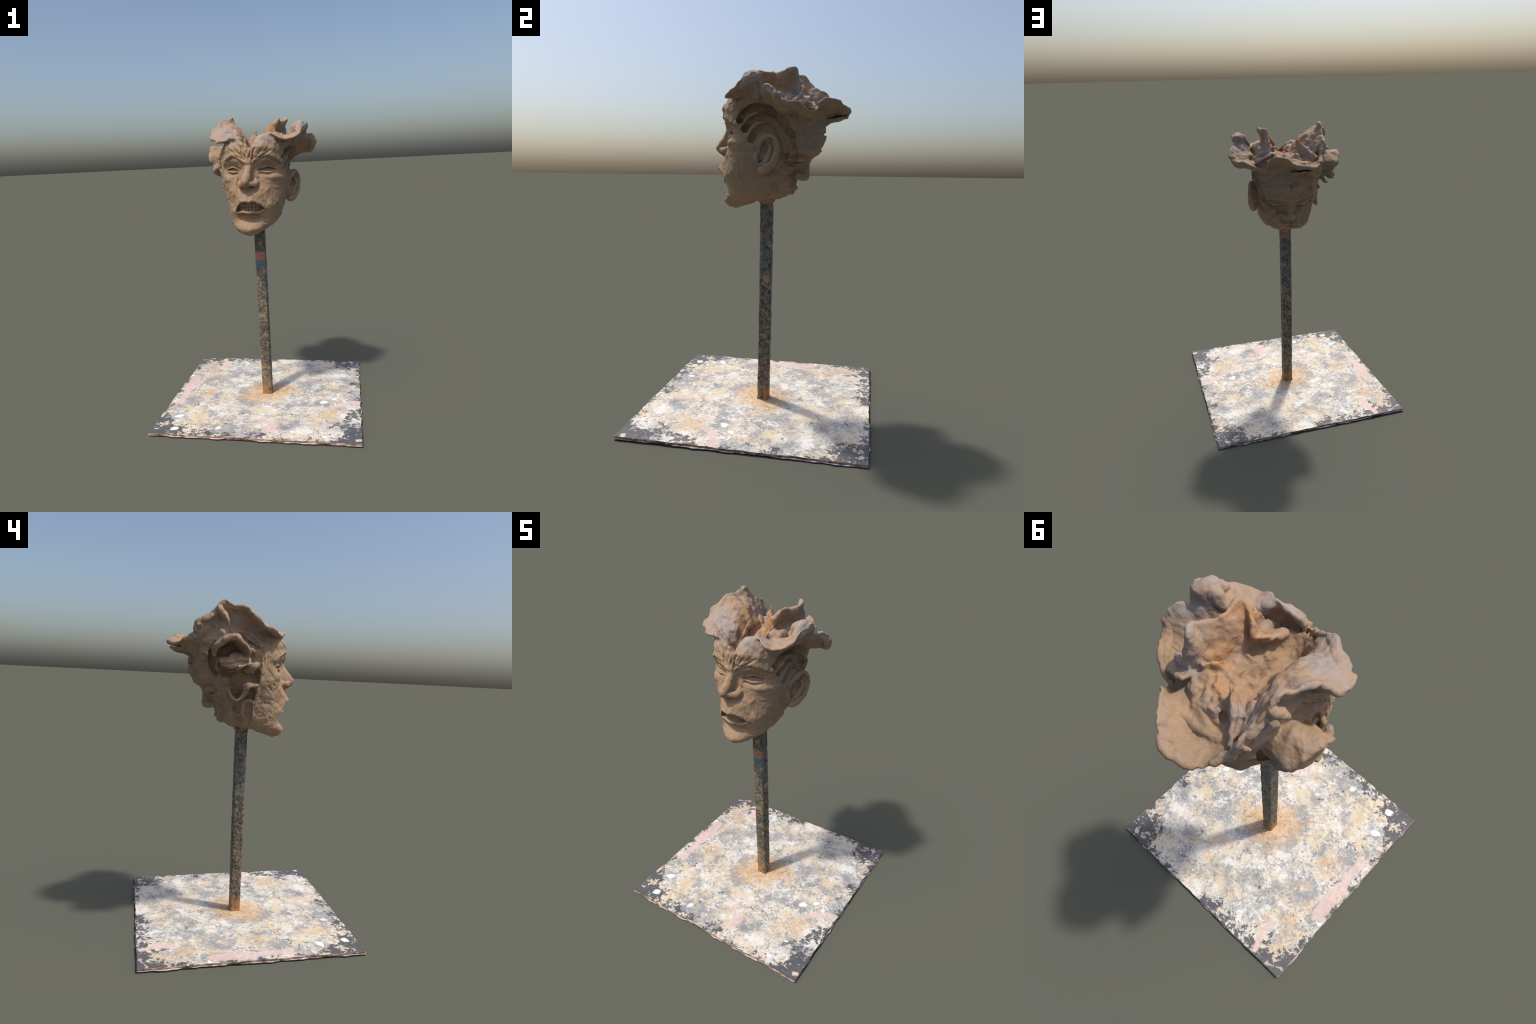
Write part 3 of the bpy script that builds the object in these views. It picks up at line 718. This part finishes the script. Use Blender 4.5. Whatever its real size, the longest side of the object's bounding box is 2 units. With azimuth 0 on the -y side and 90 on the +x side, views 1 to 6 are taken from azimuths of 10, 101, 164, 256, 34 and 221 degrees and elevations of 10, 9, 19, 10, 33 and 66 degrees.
class Nodes:
    def __init__(self, nt):
        self.nt = nt
        self.co = nt.nodes.new("ShaderNodeTexCoord").outputs["Object"]
    def link(self, a, b):
        self.nt.links.new(a, b)
    def mapping(self, scale=(1, 1, 1), loc=(0, 0, 0), rot=(0, 0, 0)):
        n = self.nt.nodes.new("ShaderNodeMapping")
        n.inputs["Scale"].default_value = scale
        n.inputs["Location"].default_value = loc
        n.inputs["Rotation"].default_value = rot
        self.link(self.co, n.inputs["Vector"])
        return n.outputs[0]
    def noise(self, scale, detail=4, rough=0.55, vec=None, dist=0.0, loc=(0, 0, 0)):
        n = self.nt.nodes.new("ShaderNodeTexNoise")
        n.inputs["Scale"].default_value = scale
        n.inputs["Detail"].default_value = detail
        n.inputs["Roughness"].default_value = rough
        n.inputs["Distortion"].default_value = dist
        self.link(vec or self.mapping(loc=loc), n.inputs["Vector"])
        return n.outputs["Fac"]
    def voronoi(self, scale, vec=None, loc=(0, 0, 0), feature="F1", rnd=1.0):
        n = self.nt.nodes.new("ShaderNodeTexVoronoi")
        n.feature = feature
        n.inputs["Scale"].default_value = scale
        n.inputs["Randomness"].default_value = rnd
        self.link(vec or self.mapping(loc=loc), n.inputs["Vector"])
        return n
    def ramp(self, fac, stops, interp="LINEAR"):
        n = self.nt.nodes.new("ShaderNodeValToRGB")
        n.color_ramp.interpolation = interp
        e = n.color_ramp.elements
        while len(e) < len(stops):
            e.new(0.5)
        for k, (p, c) in enumerate(stops):
            e[k].position = p
            e[k].color = (c, c, c, 1) if not hasattr(c, "__len__") else (*c, 1)
        self.link(fac, n.inputs[0])
        return n.outputs[0]
    def mix(self, fac, a, b, mode="MIX"):
        n = self.nt.nodes.new("ShaderNodeMix")
        n.data_type = "RGBA"
        n.blend_type = mode
        for v, s in ((fac, n.inputs[0]), (a, n.inputs[6]), (b, n.inputs[7])):
            if isinstance(v, (int, float)):
                s.default_value = v
            elif isinstance(v, tuple):
                s.default_value = (*v, 1)
            else:
                self.link(v, s)
        return n.outputs[2]
    def math(self, op, a, b=0.0, c=None):
        n = self.nt.nodes.new("ShaderNodeMath")
        n.operation = op
        for v, s in ((a, n.inputs[0]), (b, n.inputs[1]), (c, n.inputs[2])):
            if v is None:
                continue
            if isinstance(v, (int, float)):
                s.default_value = v
            else:
                self.link(v, s)
        return n.outputs[0]
    def xyz(self):
        n = self.nt.nodes.new("ShaderNodeSeparateXYZ")
        self.link(self.co, n.inputs[0])
        return n.outputs
    def bump(self, h, strength, dist):
        n = self.nt.nodes.new("ShaderNodeBump")
        n.inputs["Strength"].default_value = strength
        n.inputs["Distance"].default_value = dist
        self.link(h, n.inputs["Height"])
        return n.outputs[0]

def clay_material():
    """one clay for the whole head, on object coordinates so that the parts join without a seam"""
    m, nt, b = material("fired_clay")
    g = Nodes(nt)
    x, y, z = g.xyz()
    brown, tan, umber = (0.285, 0.192, 0.121), (0.340, 0.219, 0.127), (0.245, 0.190, 0.145)
    flap, flap_warm, mauve = (0.310, 0.224, 0.162), (0.355, 0.226, 0.138), (0.300, 0.258, 0.240)
    orange, rusty = (0.360, 0.214, 0.118), (0.385, 0.192, 0.080)
    def spots(scale, loc, lo, hi, top):
        return g.ramp(g.noise(scale, 5, 0.6, loc=loc), [(lo, 0.0), (hi, top)])
    face = g.mix(spots(9, (0, 0, 0), 0.44, 0.64, 1.0), brown, tan)
    face = g.mix(spots(6, (3, 1.7, 5), 0.52, 0.70, 0.8), face, umber)
    crown_c = g.mix(spots(9, (1, 0, 2), 0.48, 0.66, 1.0), flap, flap_warm)
    crown_c = g.mix(spots(6, (4, 7, 1), 0.44, 0.60, 0.9), crown_c, mauve)
    inside = g.mix(spots(11, (5, 2, 2), 0.45, 0.62, 1.0), orange, rusty)
    inside = g.mix(spots(8, (9, 2, 4), 0.54, 0.68, 0.6), inside, flap)
    wob = g.math("MULTIPLY", g.math("SUBTRACT", g.noise(13, 5, 0.65, loc=(2, 6, 9)), 0.5), 0.10)
    zc = g.math("ADD", z, wob)
    up = g.nt.nodes.new("ShaderNodeMapRange"); up.interpolation_type = "SMOOTHSTEP"      # torn crown above the brow
    up.inputs[1].default_value, up.inputs[2].default_value = 1.765, 1.835
    g.link(zc, up.inputs[0])
    col = g.mix(up.outputs[0], face, crown_c)
    ex = g.math("DIVIDE", g.math("SUBTRACT", x, 0.020), 0.165)
    ey = g.math("DIVIDE", g.math("SUBTRACT", y, 0.060), 0.215)
    rr = g.math("ADD", g.math("SQRT", g.math("ADD", g.math("MULTIPLY", ex, ex), g.math("MULTIPLY", ey, ey))), g.math("MULTIPLY", wob, 5.0))
    hollow = g.math("MULTIPLY", g.ramp(rr, [(0.80, 0.95), (1.12, 0.0)]), up.outputs[0])
    col = g.mix(hollow, col, inside)
    col = g.mix(g.ramp(g.noise(70, 3, 0.6), [(0.35, 0.0), (0.7, 0.30)]), col, (0.40, 0.275, 0.180))
    col = g.mix(g.ramp(g.noise(160, 2, 0.5, loc=(1, 2, 3)), [(0.62, 0.0), (0.74, 0.35)]), col, (0.165, 0.112, 0.075))
    g.link(col, b.inputs["Base Color"])
    b.inputs["Roughness"].default_value = 0.72
    b.inputs["Specular IOR Level"].default_value = 0.25
    h = g.math("ADD", g.noise(60, 5, 0.65), g.math("MULTIPLY", g.noise(220, 3, 0.6), 0.4))
    g.link(g.bump(h, 0.35, 0.006), b.inputs["Normal"])
    return m

clay = clay_material()

# ------------------------------------------------------------------ scene parts
def empty(name, loc=(0, 0, 0)):
    o = bpy.data.objects.new(name, None)
    o.location = loc
    bpy.context.scene.collection.objects.link(o)
    return o

root = empty("head_sculpture")
root["label"] = "brown clay head with torn open crown on rusty post and plate"
root["category"] = "sculpture"

def add_mesh(name, V, Q, mat, parent, vnorm=None):
    me = bpy.data.meshes.new(name)
    me.from_pydata(V.tolist(), [], Q.tolist())
    me.materials.append(mat)
    me.polygons.foreach_set("use_smooth", np.ones(len(me.polygons), bool))
    me.update()
    if vnorm is not None:
        me.normals_split_custom_set_from_vertices(vnorm.tolist())
    o = bpy.data.objects.new(name, me)
    bpy.context.scene.collection.objects.link(o)
    o.parent = parent
    return o

def sample(G, P):
    i = np.clip(np.round((P - LO) / H).astype(int), 0, np.array(G.shape) - 1)
    return G[i[:, 0], i[:, 1], i[:, 2]]

C = V[Q].mean(axis=1)
cx, cy, cz = C.T
part = np.full(len(Q), 0)                       # 0 head
part[(cy < -0.05) & (cz < 1.80)] = 1            # face
part[(cy > 0.10) & (cz < 1.57)] = 2             # sleeping face
dc = sample(crown, C)
sd = skull_dist(cx, cy, np.minimum(cz, 1.8))
part[((dc < 0.010) & ((cz > 1.785) | ((sd > 0.012) & (cz > 1.69)))) | (cz > 1.80)] = 3
bowl_pt = (sd < -0.022) & (cz > 1.70) & ((cz > 1.785) | (sd < -0.060))
part[bowl_pt] = 4
part[(sample(curl, C) < 0.008) & (part != 3)] = 5
part[(sample(ear_f, C) < 0.008)] = 6
part[(sample(nose_f, C) < 0.007) & (cy < -0.225 + 0.0 * cz)] = 7
part[((cx + 0.019) / 0.105) ** 2 + ((cz - 1.395) / 0.056) ** 2 + (cy > -0.15) * 9 < 1] = 8
part[((cx + 0.130) / 0.056) ** 2 + ((cz - 1.636) / 0.026) ** 2 + (cy > -0.10) * 9 < 1] = 9
part[((cx - 0.098) / 0.064) ** 2 + ((cz - 1.633) / 0.027) ** 2 + (cy > -0.10) * 9 < 1] = 10
part[(sample(nose_b, C) < 0.006) & (cy > 0.2)] = 11
# tidy ragged borders: majority vote among neighbours
E = np.concatenate([Q[:, [0, 1]], Q[:, [1, 2]], Q[:, [2, 3]], Q[:, [3, 0]]])
fid = np.tile(np.arange(len(Q)), 4)
key = np.sort(E, 1)
key = key[:, 0].astype(np.int64) * len(V) + key[:, 1]
o_ = np.argsort(key, kind="stable")
same = key[o_][1:] == key[o_][:-1]
fa, fb = fid[o_][:-1][same], fid[o_][1:][same]
for _ in range(8):
    votes = np.zeros((len(Q), 12), np.float32)
    votes[np.arange(len(Q)), part] += 0.5
    np.add.at(votes, (fa, part[fb]), 1)
    np.add.at(votes, (fb, part[fa]), 1)
    part = votes.argmax(1)

NAMES = ["head", "face", "sleeping_face", "torn_crown", "crown_hollow", "clay_curl", "ear", "nose", "mouth", "eye", "eye", "nose"]
objs = {}
for k, nm in enumerate(NAMES):
    m = part == k
    if not m.any():
        continue
    used = np.unique(Q[m])
    re = np.full(len(V), -1)
    re[used] = np.arange(len(used))
    par = root if k == 0 else objs[0]
    objs[k] = add_mesh(nm, V[used], re[Q[m]], clay, par, N[used])

# -------------------------------------------------------------------- the post
def post_material():
    m, nt, b = material("painted_rusty_steel")
    g = Nodes(nt)
    x, y, z = g.xyz()
    col = g.ramp(g.noise(26, 6, 0.65), [(0.38, (0.035, 0.042, 0.045)), (0.50, (0.10, 0.088, 0.062)), (0.62, (0.27, 0.19, 0.105))])
    col = g.mix(g.ramp(g.noise(70, 5, 0.7, loc=(4, 1, 2)), [(0.50, 0.0), (0.60, 0.8)]), col, (0.31, 0.225, 0.125))
    col = g.mix(g.ramp(g.noise(55, 5, 0.7, loc=(7, 3, 2)), [(0.52, 0.0), (0.60, 0.9)]), col, (0.030, 0.038, 0.042))
    def zband(lo, hi, soft=0.06):
        up = g.nt.nodes.new("ShaderNodeMapRange"); up.interpolation_type = "SMOOTHSTEP"
        up.inputs[1].default_value, up.inputs[2].default_value = lo - soft, lo + soft
        dn = g.nt.nodes.new("ShaderNodeMapRange"); dn.interpolation_type = "SMOOTHSTEP"
        dn.inputs[1].default_value, dn.inputs[2].default_value = hi + soft, hi - soft
        g.link(z, up.inputs[0]); g.link(z, dn.inputs[0])
        return g.math("MULTIPLY", up.outputs[0], dn.outputs[0])
    flecks = g.ramp(g.noise(75, 4, 0.7), [(0.40, 0.25), (0.52, 1.0)])
    front = g.ramp(g.math("ADD", y, g.math("MULTIPLY", g.noise(30, 3), 0.02)), [(0.0, 1.0), (0.02, 0.0)])
    back = g.ramp(g.math("ADD", y, g.math("MULTIPLY", g.noise(30, 3), 0.02)), [(0.03, 0.0), (0.05, 1.0)])
    blue = g.math("MULTIPLY", zband(0.80, 1.21, 0.14), g.ramp(g.noise(22, 6, 0.72, loc=(2, 9, 4)), [(0.51, 0.0), (0.56, 0.9)]))
    blue = g.math("MAXIMUM", blue, g.math("MULTIPLY", g.math("MULTIPLY", front, zband(0.935, 1.005, 0.012)), 0.8))
    col = g.mix(g.math("MULTIPLY", blue, flecks), col, (0.065, 0.165, 0.205))
    pk = g.math("MULTIPLY", zband(0.70, 1.0, 0.05), g.ramp(g.noise(13, 4, 0.5, loc=(12, 5, 1)), [(0.605, 0.0), (0.62, 1.0)]))
    col = g.mix(pk, col, (0.42, 0.215, 0.165))
    band = g.math("MULTIPLY", zband(1.006, 1.066, 0.005), front)
    band = g.math("MAXIMUM", band, g.math("MULTIPLY", g.math("MULTIPLY", zband(1.190, 1.240, 0.006), back), 0.8))
    band = g.math("MULTIPLY", band, g.ramp(g.noise(60, 4, 0.6), [(0.36, 0.4), (0.46, 1.0)]))
    col = g.mix(band, col, (0.36, 0.155, 0.105))
    col = g.mix(g.ramp(g.noise(17, 5, 0.65, loc=(3, 8, 2)), [(0.60, 0.0), (0.66, 0.8)]), col, (0.20, 0.085, 0.035))
    rust = g.math("MULTIPLY", zband(-0.1, 0.10, 0.07), g.ramp(g.noise(22, 5, 0.6, loc=(1, 1, 8)), [(0.40, 0.0), (0.56, 0.9)]))
    col = g.mix(rust, col, (0.40, 0.19, 0.055))
    g.link(col, b.inputs["Base Color"])
    b.inputs["Roughness"].default_value = 0.7
    g.link(g.bump(g.noise(60, 5, 0.6), 0.5, 0.006), b.inputs["Normal"])
    return m

def post():
    """square tube with rounded corners and a slightly battered skin"""
    n_side, rc = 10, 0.010
    prof = []
    for q in range(4):
        a0 = math.pi / 4 + q * math.pi / 2
        c = np.array([math.copysign(1, math.cos(a0)), math.copysign(1, math.sin(a0))])
        for k in range(5):
            a = q * math.pi / 2 + k / 4 * math.pi / 2
            prof.append(c * (1 - rc / 0.035) + rc / 0.035 * np.array([math.cos(a), math.sin(a)]))
        nxt = np.array([-c[1], c[0]])
        a1 = (q + 1) * math.pi / 2
        p = c * (1 - rc / 0.035) + rc / 0.035 * np.array([math.cos(a1), math.sin(a1)])
        q2 = nxt * (1 - rc / 0.035) + rc / 0.035 * np.array([math.cos(a1), math.sin(a1)])
        for k in range(1, n_side):
            prof.append(p + (q2 - p) * k / n_side)
    prof = np.array(prof)
    zs = np.linspace(0.006, 1.30, 260)
    rows = []
    for z in zs:
        f = z / 1.3
        half = 0.0335 + 0.0020 * f
        flare = 0.004 * math.exp(-((z - 0.012) / 0.012) ** 2)
        bow = 0.001 * math.sin(math.pi * f)
        cx, cy = 0.004 - 0.008 * f - bow, 0.011 + 0.007 * f + bow
        rows.append(np.column_stack([cx + prof[:, 0] * (half + flare), cy + prof[:, 1] * (half + flare), np.full(len(prof), z)]))
    P = np.array(rows)
    m, k = P.shape[:2]
    flat = P.reshape(-1, 3)
    rad = np.repeat(prof[None], m, 0).reshape(-1, 2)
    d = 0.0016 * value_noise(flat, 35, 21) + 0.0010 * value_noise(flat, 90, 22)
    flat[:, :2] += rad * d[:, None]
    quads = [(i * k + j, i * k + (j + 1) % k, (i + 1) * k + (j + 1) % k, (i + 1) * k + j) for i in range(m - 1) for j in range(k)]
    return add_mesh("post", flat, np.array(quads), post_material(), root)
post()

# -------------------------------------------------------------------- the plate
def plate_material():
    m, nt, b = material("paint_splashed_steel")
    g = Nodes(nt)
    x, y, z = g.xyz()
    cream, white, grey, dark = (0.61, 0.51, 0.36), (0.69, 0.66, 0.60), (0.225, 0.240, 0.260), (0.058, 0.059, 0.070)
    def blotch(big, fine, w, loc, a, b, top=1.0, dist=0.3):
        n = g.math("MULTIPLY_ADD", g.noise(fine, 8, 0.74, loc=(loc[1] + 3, loc[0], 0), dist=dist), w, g.math("MULTIPLY", g.noise(big, 5, 0.62, loc=loc), 1 - w))
        return g.ramp(n, [(a, 0.0), (b, top)])
    col = g.mix(blotch(4.5, 20, 0.42, (0, 0, 0), 0.44, 0.55), cream, white)
    col = g.mix(blotch(3.4, 15, 0.42, (8, 1, 0), 0.485, 0.60, 0.8), col, (0.55, 0.36, 0.18))
    col = g.mix(blotch(4, 20, 0.45, (3, 4, 0), 0.475, 0.57, 0.85, 0.8), col, grey)
    col = g.mix(blotch(9, 60, 0.6, (1, 6, 0), 0.525, 0.56, 0.8, 0.6), col, (0.20, 0.21, 0.225))
    col = g.mix(blotch(7, 40, 0.5, (5, 15, 0), 0.545, 0.575, 0.85), col, white)
    col = g.mix(blotch(12, 80, 0.6, (15, 5, 0), 0.55, 0.58, 0.7), col, (0.52, 0.44, 0.33))
    # rust rings around the foot of the post
    r2 = g.math("SQRT", g.math("ADD", g.math("POWER", g.math("SUBTRACT", x, 0.005), 2.0), g.math("POWER", y, 2.0)))
    rr = g.math("ADD", r2, g.math("MULTIPLY", g.math("SUBTRACT", g.noise(9, 4, 0.6), 0.5), 0.16))
    col = g.mix(g.ramp(rr, [(0.06, 0.75), (0.15, 0.45), (0.21, 0.0)]), col, (0.54, 0.34, 0.16))
    lines = g.math("ABSOLUTE", g.math("SUBTRACT", g.noise(13, 3, 0.5, loc=(2, 2, 0), dist=0.8), 0.5))
    rmask = g.math("MULTIPLY", g.ramp(lines, [(0.004, 0.75), (0.022, 0.0)]), g.ramp(rr, [(0.13, 1.0), (0.19, 0.0)]))
    col = g.mix(rmask, col, (0.40, 0.20, 0.06))
    # bare dark steel near corners and edges
    ax_, ay_ = g.math("ABSOLUTE", x), g.math("ABSOLUTE", y)
    corner = g.math("MULTIPLY", g.ramp(g.math("MULTIPLY", ax_, 1.5), [(0.48, 0.0), (0.95, 1.0)]), g.ramp(g.math("MULTIPLY", ay_, 1.5), [(0.45, 0.0), (0.95, 1.0)]))
    edge = g.ramp(g.math("MULTIPLY", g.math("MAXIMUM", ax_, ay_), 1.5), [(0.78, 0.0), (1.0, 1.0)])
    amt = g.math("ADD", g.math("MULTIPLY", corner, 0.13), g.math("MULTIPLY", edge, 0.075))
    dk = g.math("ADD", g.math("MULTIPLY_ADD", g.noise(34, 8, 0.78, loc=(2, 7, 0), dist=0.4), 0.5, g.math("MULTIPLY", g.noise(6, 6, 0.65, loc=(6, 2, 0), dist=0.3), 0.5)), amt)
    col = g.mix(g.ramp(dk, [(0.575, 0.0), (0.600, 0.95)]), col, dark)
    # cream flakes left standing on the bare steel
    col = g.mix(g.math("MULTIPLY", blotch(14, 50, 0.4, (11, 7, 0), 0.56, 0.575, 0.95), g.ramp(edge, [(0.0, 0.0), (0.3, 1.0)])), col, (0.60, 0.50, 0.38))
    # pink paint patches
    wob = g.math("MULTIPLY", g.math("SUBTRACT", g.noise(14, 6, 0.65, loc=(17, 3, 0)), 0.5), 0.085)
    def streak(a, b, w):
        """distance in the plane from a straight dab of paint, with a ragged border"""
        L2 = (b[0] - a[0]) ** 2 + (b[1] - a[1]) ** 2 + 1e-9
        dx, dy = g.math("SUBTRACT", x, a[0]), g.math("SUBTRACT", y, a[1])
        t = g.math("ADD", g.math("MULTIPLY", dx, (b[0] - a[0]) / L2), g.math("MULTIPLY", dy, (b[1] - a[1]) / L2))
        t = g.math("MINIMUM", g.math("MAXIMUM", t, 0.0), 1.0)
        ex = g.math("SUBTRACT", dx, g.math("MULTIPLY", t, b[0] - a[0]))
        ey = g.math("SUBTRACT", dy, g.math("MULTIPLY", t, b[1] - a[1]))
        d = g.math("SQRT", g.math("ADD", g.math("MULTIPLY", ex, ex), g.math("MULTIPLY", ey, ey)))
        return g.ramp(g.math("ADD", d, wob), [(w, 1.0), (w + 0.006, 0.0)])
    pink = (0.62, 0.46, 0.41)
    for p0, p1, w in (((-0.580, -0.19), (-0.598, -0.03), 0.022), ((-0.605, 0.02), (-0.606, 0.235), 0.036), ((0.118, -0.545), (0.105, -0.435), 0.028), ((0.037, -0.404), (0.038, -0.400), 0.022),
                    ((0.184, -0.435), (0.186, -0.435), 0.014), ((0.47, -0.236), (0.530, -0.168), 0.018), ((0.530, -0.168), (0.650, -0.124), 0.026), ((-0.437, 0.455), (-0.431, 0.560), 0.020),
                    ((-0.431, 0.560), (-0.456, 0.62), 0.020), ((-0.562, 0.649), (-0.640, 0.615), 0.006), ((0.211, 0.61), (0.23, 0.60), 0.018)):
        col = g.mix(g.math("MULTIPLY", streak(p0, p1, w), 0.7), col, pink)
    for p, w, c in (((-0.546, -0.407), 0.020, (0.72, 0.72, 0.74)), ((-0.524, -0.579), 0.020, (0.74, 0.70, 0.66)), ((-0.623, -0.342), 0.024, (0.64, 0.54, 0.43)), ((-0.247, -0.550), 0.022, (0.72, 0.68, 0.64)),
                    ((-0.436, -0.592), 0.020, (0.62, 0.52, 0.40)), ((0.591, 0.453), 0.018, (0.76, 0.74, 0.72)), ((0.530, 0.430), 0.030, (0.64, 0.58, 0.48)), ((0.409, -0.131), 0.026, (0.78, 0.76, 0.74)),
                    ((0.480, -0.079), 0.020, (0.76, 0.74, 0.72)), ((0.437, -0.606), 0.024, (0.74, 0.72, 0.70)), ((0.476, -0.451), 0.018, (0.74, 0.72, 0.70)), ((0.638, -0.629), 0.020, (0.58, 0.48, 0.37)),
                    ((-0.648, 0.271), 0.020, (0.78, 0.76, 0.74)), ((0.538, 0.624), 0.007, (0.45, 0.36, 0.28))):
        col = g.mix(streak(p, (p[0] + 0.012, p[1] + 0.008), w * 0.55), col, c)
    # white and cream drops
    for sc, loc, th, c in ((16, (5, 2, 0), 0.075, white), (30, (9, 2, 0), 0.09, (0.66, 0.56, 0.44))):
        v = g.voronoi(sc, vec=g.mapping(loc=loc))
        keep = g.ramp(v.outputs["Color"], [(0.55, 0.0), (0.56, 1.0)], "CONSTANT")
        d = g.math("ADD", v.outputs["Distance"], g.math("MULTIPLY", g.noise(25, 3), 0.12))
        col = g.mix(g.math("MULTIPLY", g.ramp(d, [(th + 0.06, 1.0), (th + 0.075, 0.0)]), keep), col, c)
    g.link(col, b.inputs["Base Color"])
    b.inputs["Roughness"].default_value = 0.65
    g.link(g.bump(g.noise(40, 6, 0.6), 0.25, 0.004), b.inputs["Normal"])
    return m

def edge_material(name, a, b_, c):
    m, nt, b = material(name)
    g = Nodes(nt)
    col = g.ramp(g.noise(24, 6, 0.65), [(0.38, a), (0.5, b_), (0.64, c)])
    g.link(col, b.inputs["Base Color"])
    b.inputs["Roughness"].default_value = 0.8
    g.link(g.bump(g.noise(60, 4, 0.6), 0.4, 0.004), b.inputs["Normal"])
    return m

CORNER = np.array([(-0.667, -0.645), (0.664, -0.668), (0.666, 0.661), (-0.658, 0.664)])
LIFT = [0.021, 0.021, 0.016, 0.021]

def rim_loop(n, inset, jag, seed):
    g = np.random.default_rng(seed)
    ph = g.uniform(0, 6.28, (4, 5))
    pts = []
    for k in range(4):
        a, b = CORNER[k], CORNER[(k + 1) % 4]
        nrm = np.array([b[1] - a[1], a[0] - b[0]])
        nrm /= np.linalg.norm(nrm)
        for i in range(n):
            f = i / n
            j = sum(math.sin(f * w + p) * am for w, p, am in zip((14, 31, 57, 93, 160), ph[k], (1, 0.8, 0.7, 0.5, 0.4))) / 2
            taper = min(1, 12 * f, 12 * (1 - f))
            pts.append(a + (b - a) * f + nrm * (jag * j * taper - inset))
    return np.array(pts)

def top_z(p):
    u, v = np.clip((p[:, 0] + 0.66) / 1.32, 0, 1), np.clip((p[:, 1] + 0.66) / 1.32, 0, 1)
    c = LIFT[0] * (1 - u) * (1 - v) + LIFT[1] * u * (1 - v) + LIFT[2] * u * v + LIFT[3] * (1 - u) * v
    return c

def plate():
    n = 110
    o = rim_loop(n, 0.0, 0.0035, 31)
    steps = np.linspace(1.0, 0.0, 60)
    cen = CORNER.mean(0)
    V_, Q_ = [], []
    rings = [(o * 0.9985, 0.001), (o, -0.002), (o, -0.010)]
    # top disc: concentric rings to the centre
    tops = []
    for s_ in steps[:-1]:
        p = cen + (o * 0.9985 - cen) * s_
        zt = top_z(p) + 0.0008 * value_noise(np.column_stack([p, p[:, 0] * 0]), 25, 41)
        tops.append(np.column_stack([p, zt]))
    k = len(o)
    V_ = np.concatenate(tops + [np.array([[*cen, top_z(cen[None])[0]]])])
    for r in range(len(tops) - 1):
        for j in range(k):
            j2 = (j + 1) % k
            Q_.append((r * k + j, r * k + j2, (r + 1) * k + j2, (r + 1) * k + j))
    top = add_mesh("base_plate", V_, np.array(Q_), plate_material(), root)
    me = top.data
    # close the centre with a small fan
    import bmesh
    bm = bmesh.new(); bm.from_mesh(me); bm.verts.ensure_lookup_table()
    ci, r0 = len(V_) - 1, (len(tops) - 1) * k
    for j in range(k):
        bm.faces.new((bm.verts[r0 + j], bm.verts[r0 + (j + 1) % k], bm.verts[ci])).smooth = True
    bm.to_mesh(me); bm.free()
    # rusty cut edge
    lo = []
    zt = tops[0][:, 2]
    prof = [(0.9985, 0.0), (1.0, -0.002), (1.0, -0.009), (0.998, -0.012)]
    rows = [np.column_stack([cen + (o - cen) * f, np.maximum(zt + dz, 0.001)]) for f, dz in prof]
    add_mesh("plate_edge", np.concatenate(rows), strip(len(prof), k), edge_material("rusty_cut_edge", (0.10, 0.055, 0.035), (0.30, 0.17, 0.085), (0.56, 0.42, 0.27)), top)
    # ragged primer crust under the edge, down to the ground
    o2 = rim_loop(n, -0.001, 0.007, 77)
    w = np.abs(o2 - o).sum(1)
    prof = [(0.990, -0.010), (1.0, -0.011), (1.002, -0.015), (0.990, -0.022), (0.90, -0.022)]
    rows = [np.column_stack([cen + (o2 - cen) * f, np.maximum(zt + dz, 0.0)]) for f, dz in prof]
    rows.append(np.column_stack([cen + (o2 - cen) * 0.02, np.maximum(zt * 0 + 0.0, 0)]))
    add_mesh("primer_crust", np.concatenate(rows), strip(len(rows), k), edge_material("pale_primer", (0.20, 0.17, 0.21), (0.42, 0.33, 0.36), (0.56, 0.42, 0.41)), top)

def strip(rows, k):
    return np.array([(r * k + (j + 1) % k, r * k + j, (r + 1) * k + j, (r + 1) * k + (j + 1) % k) for r in range(rows - 1) for j in range(k)])
plate()
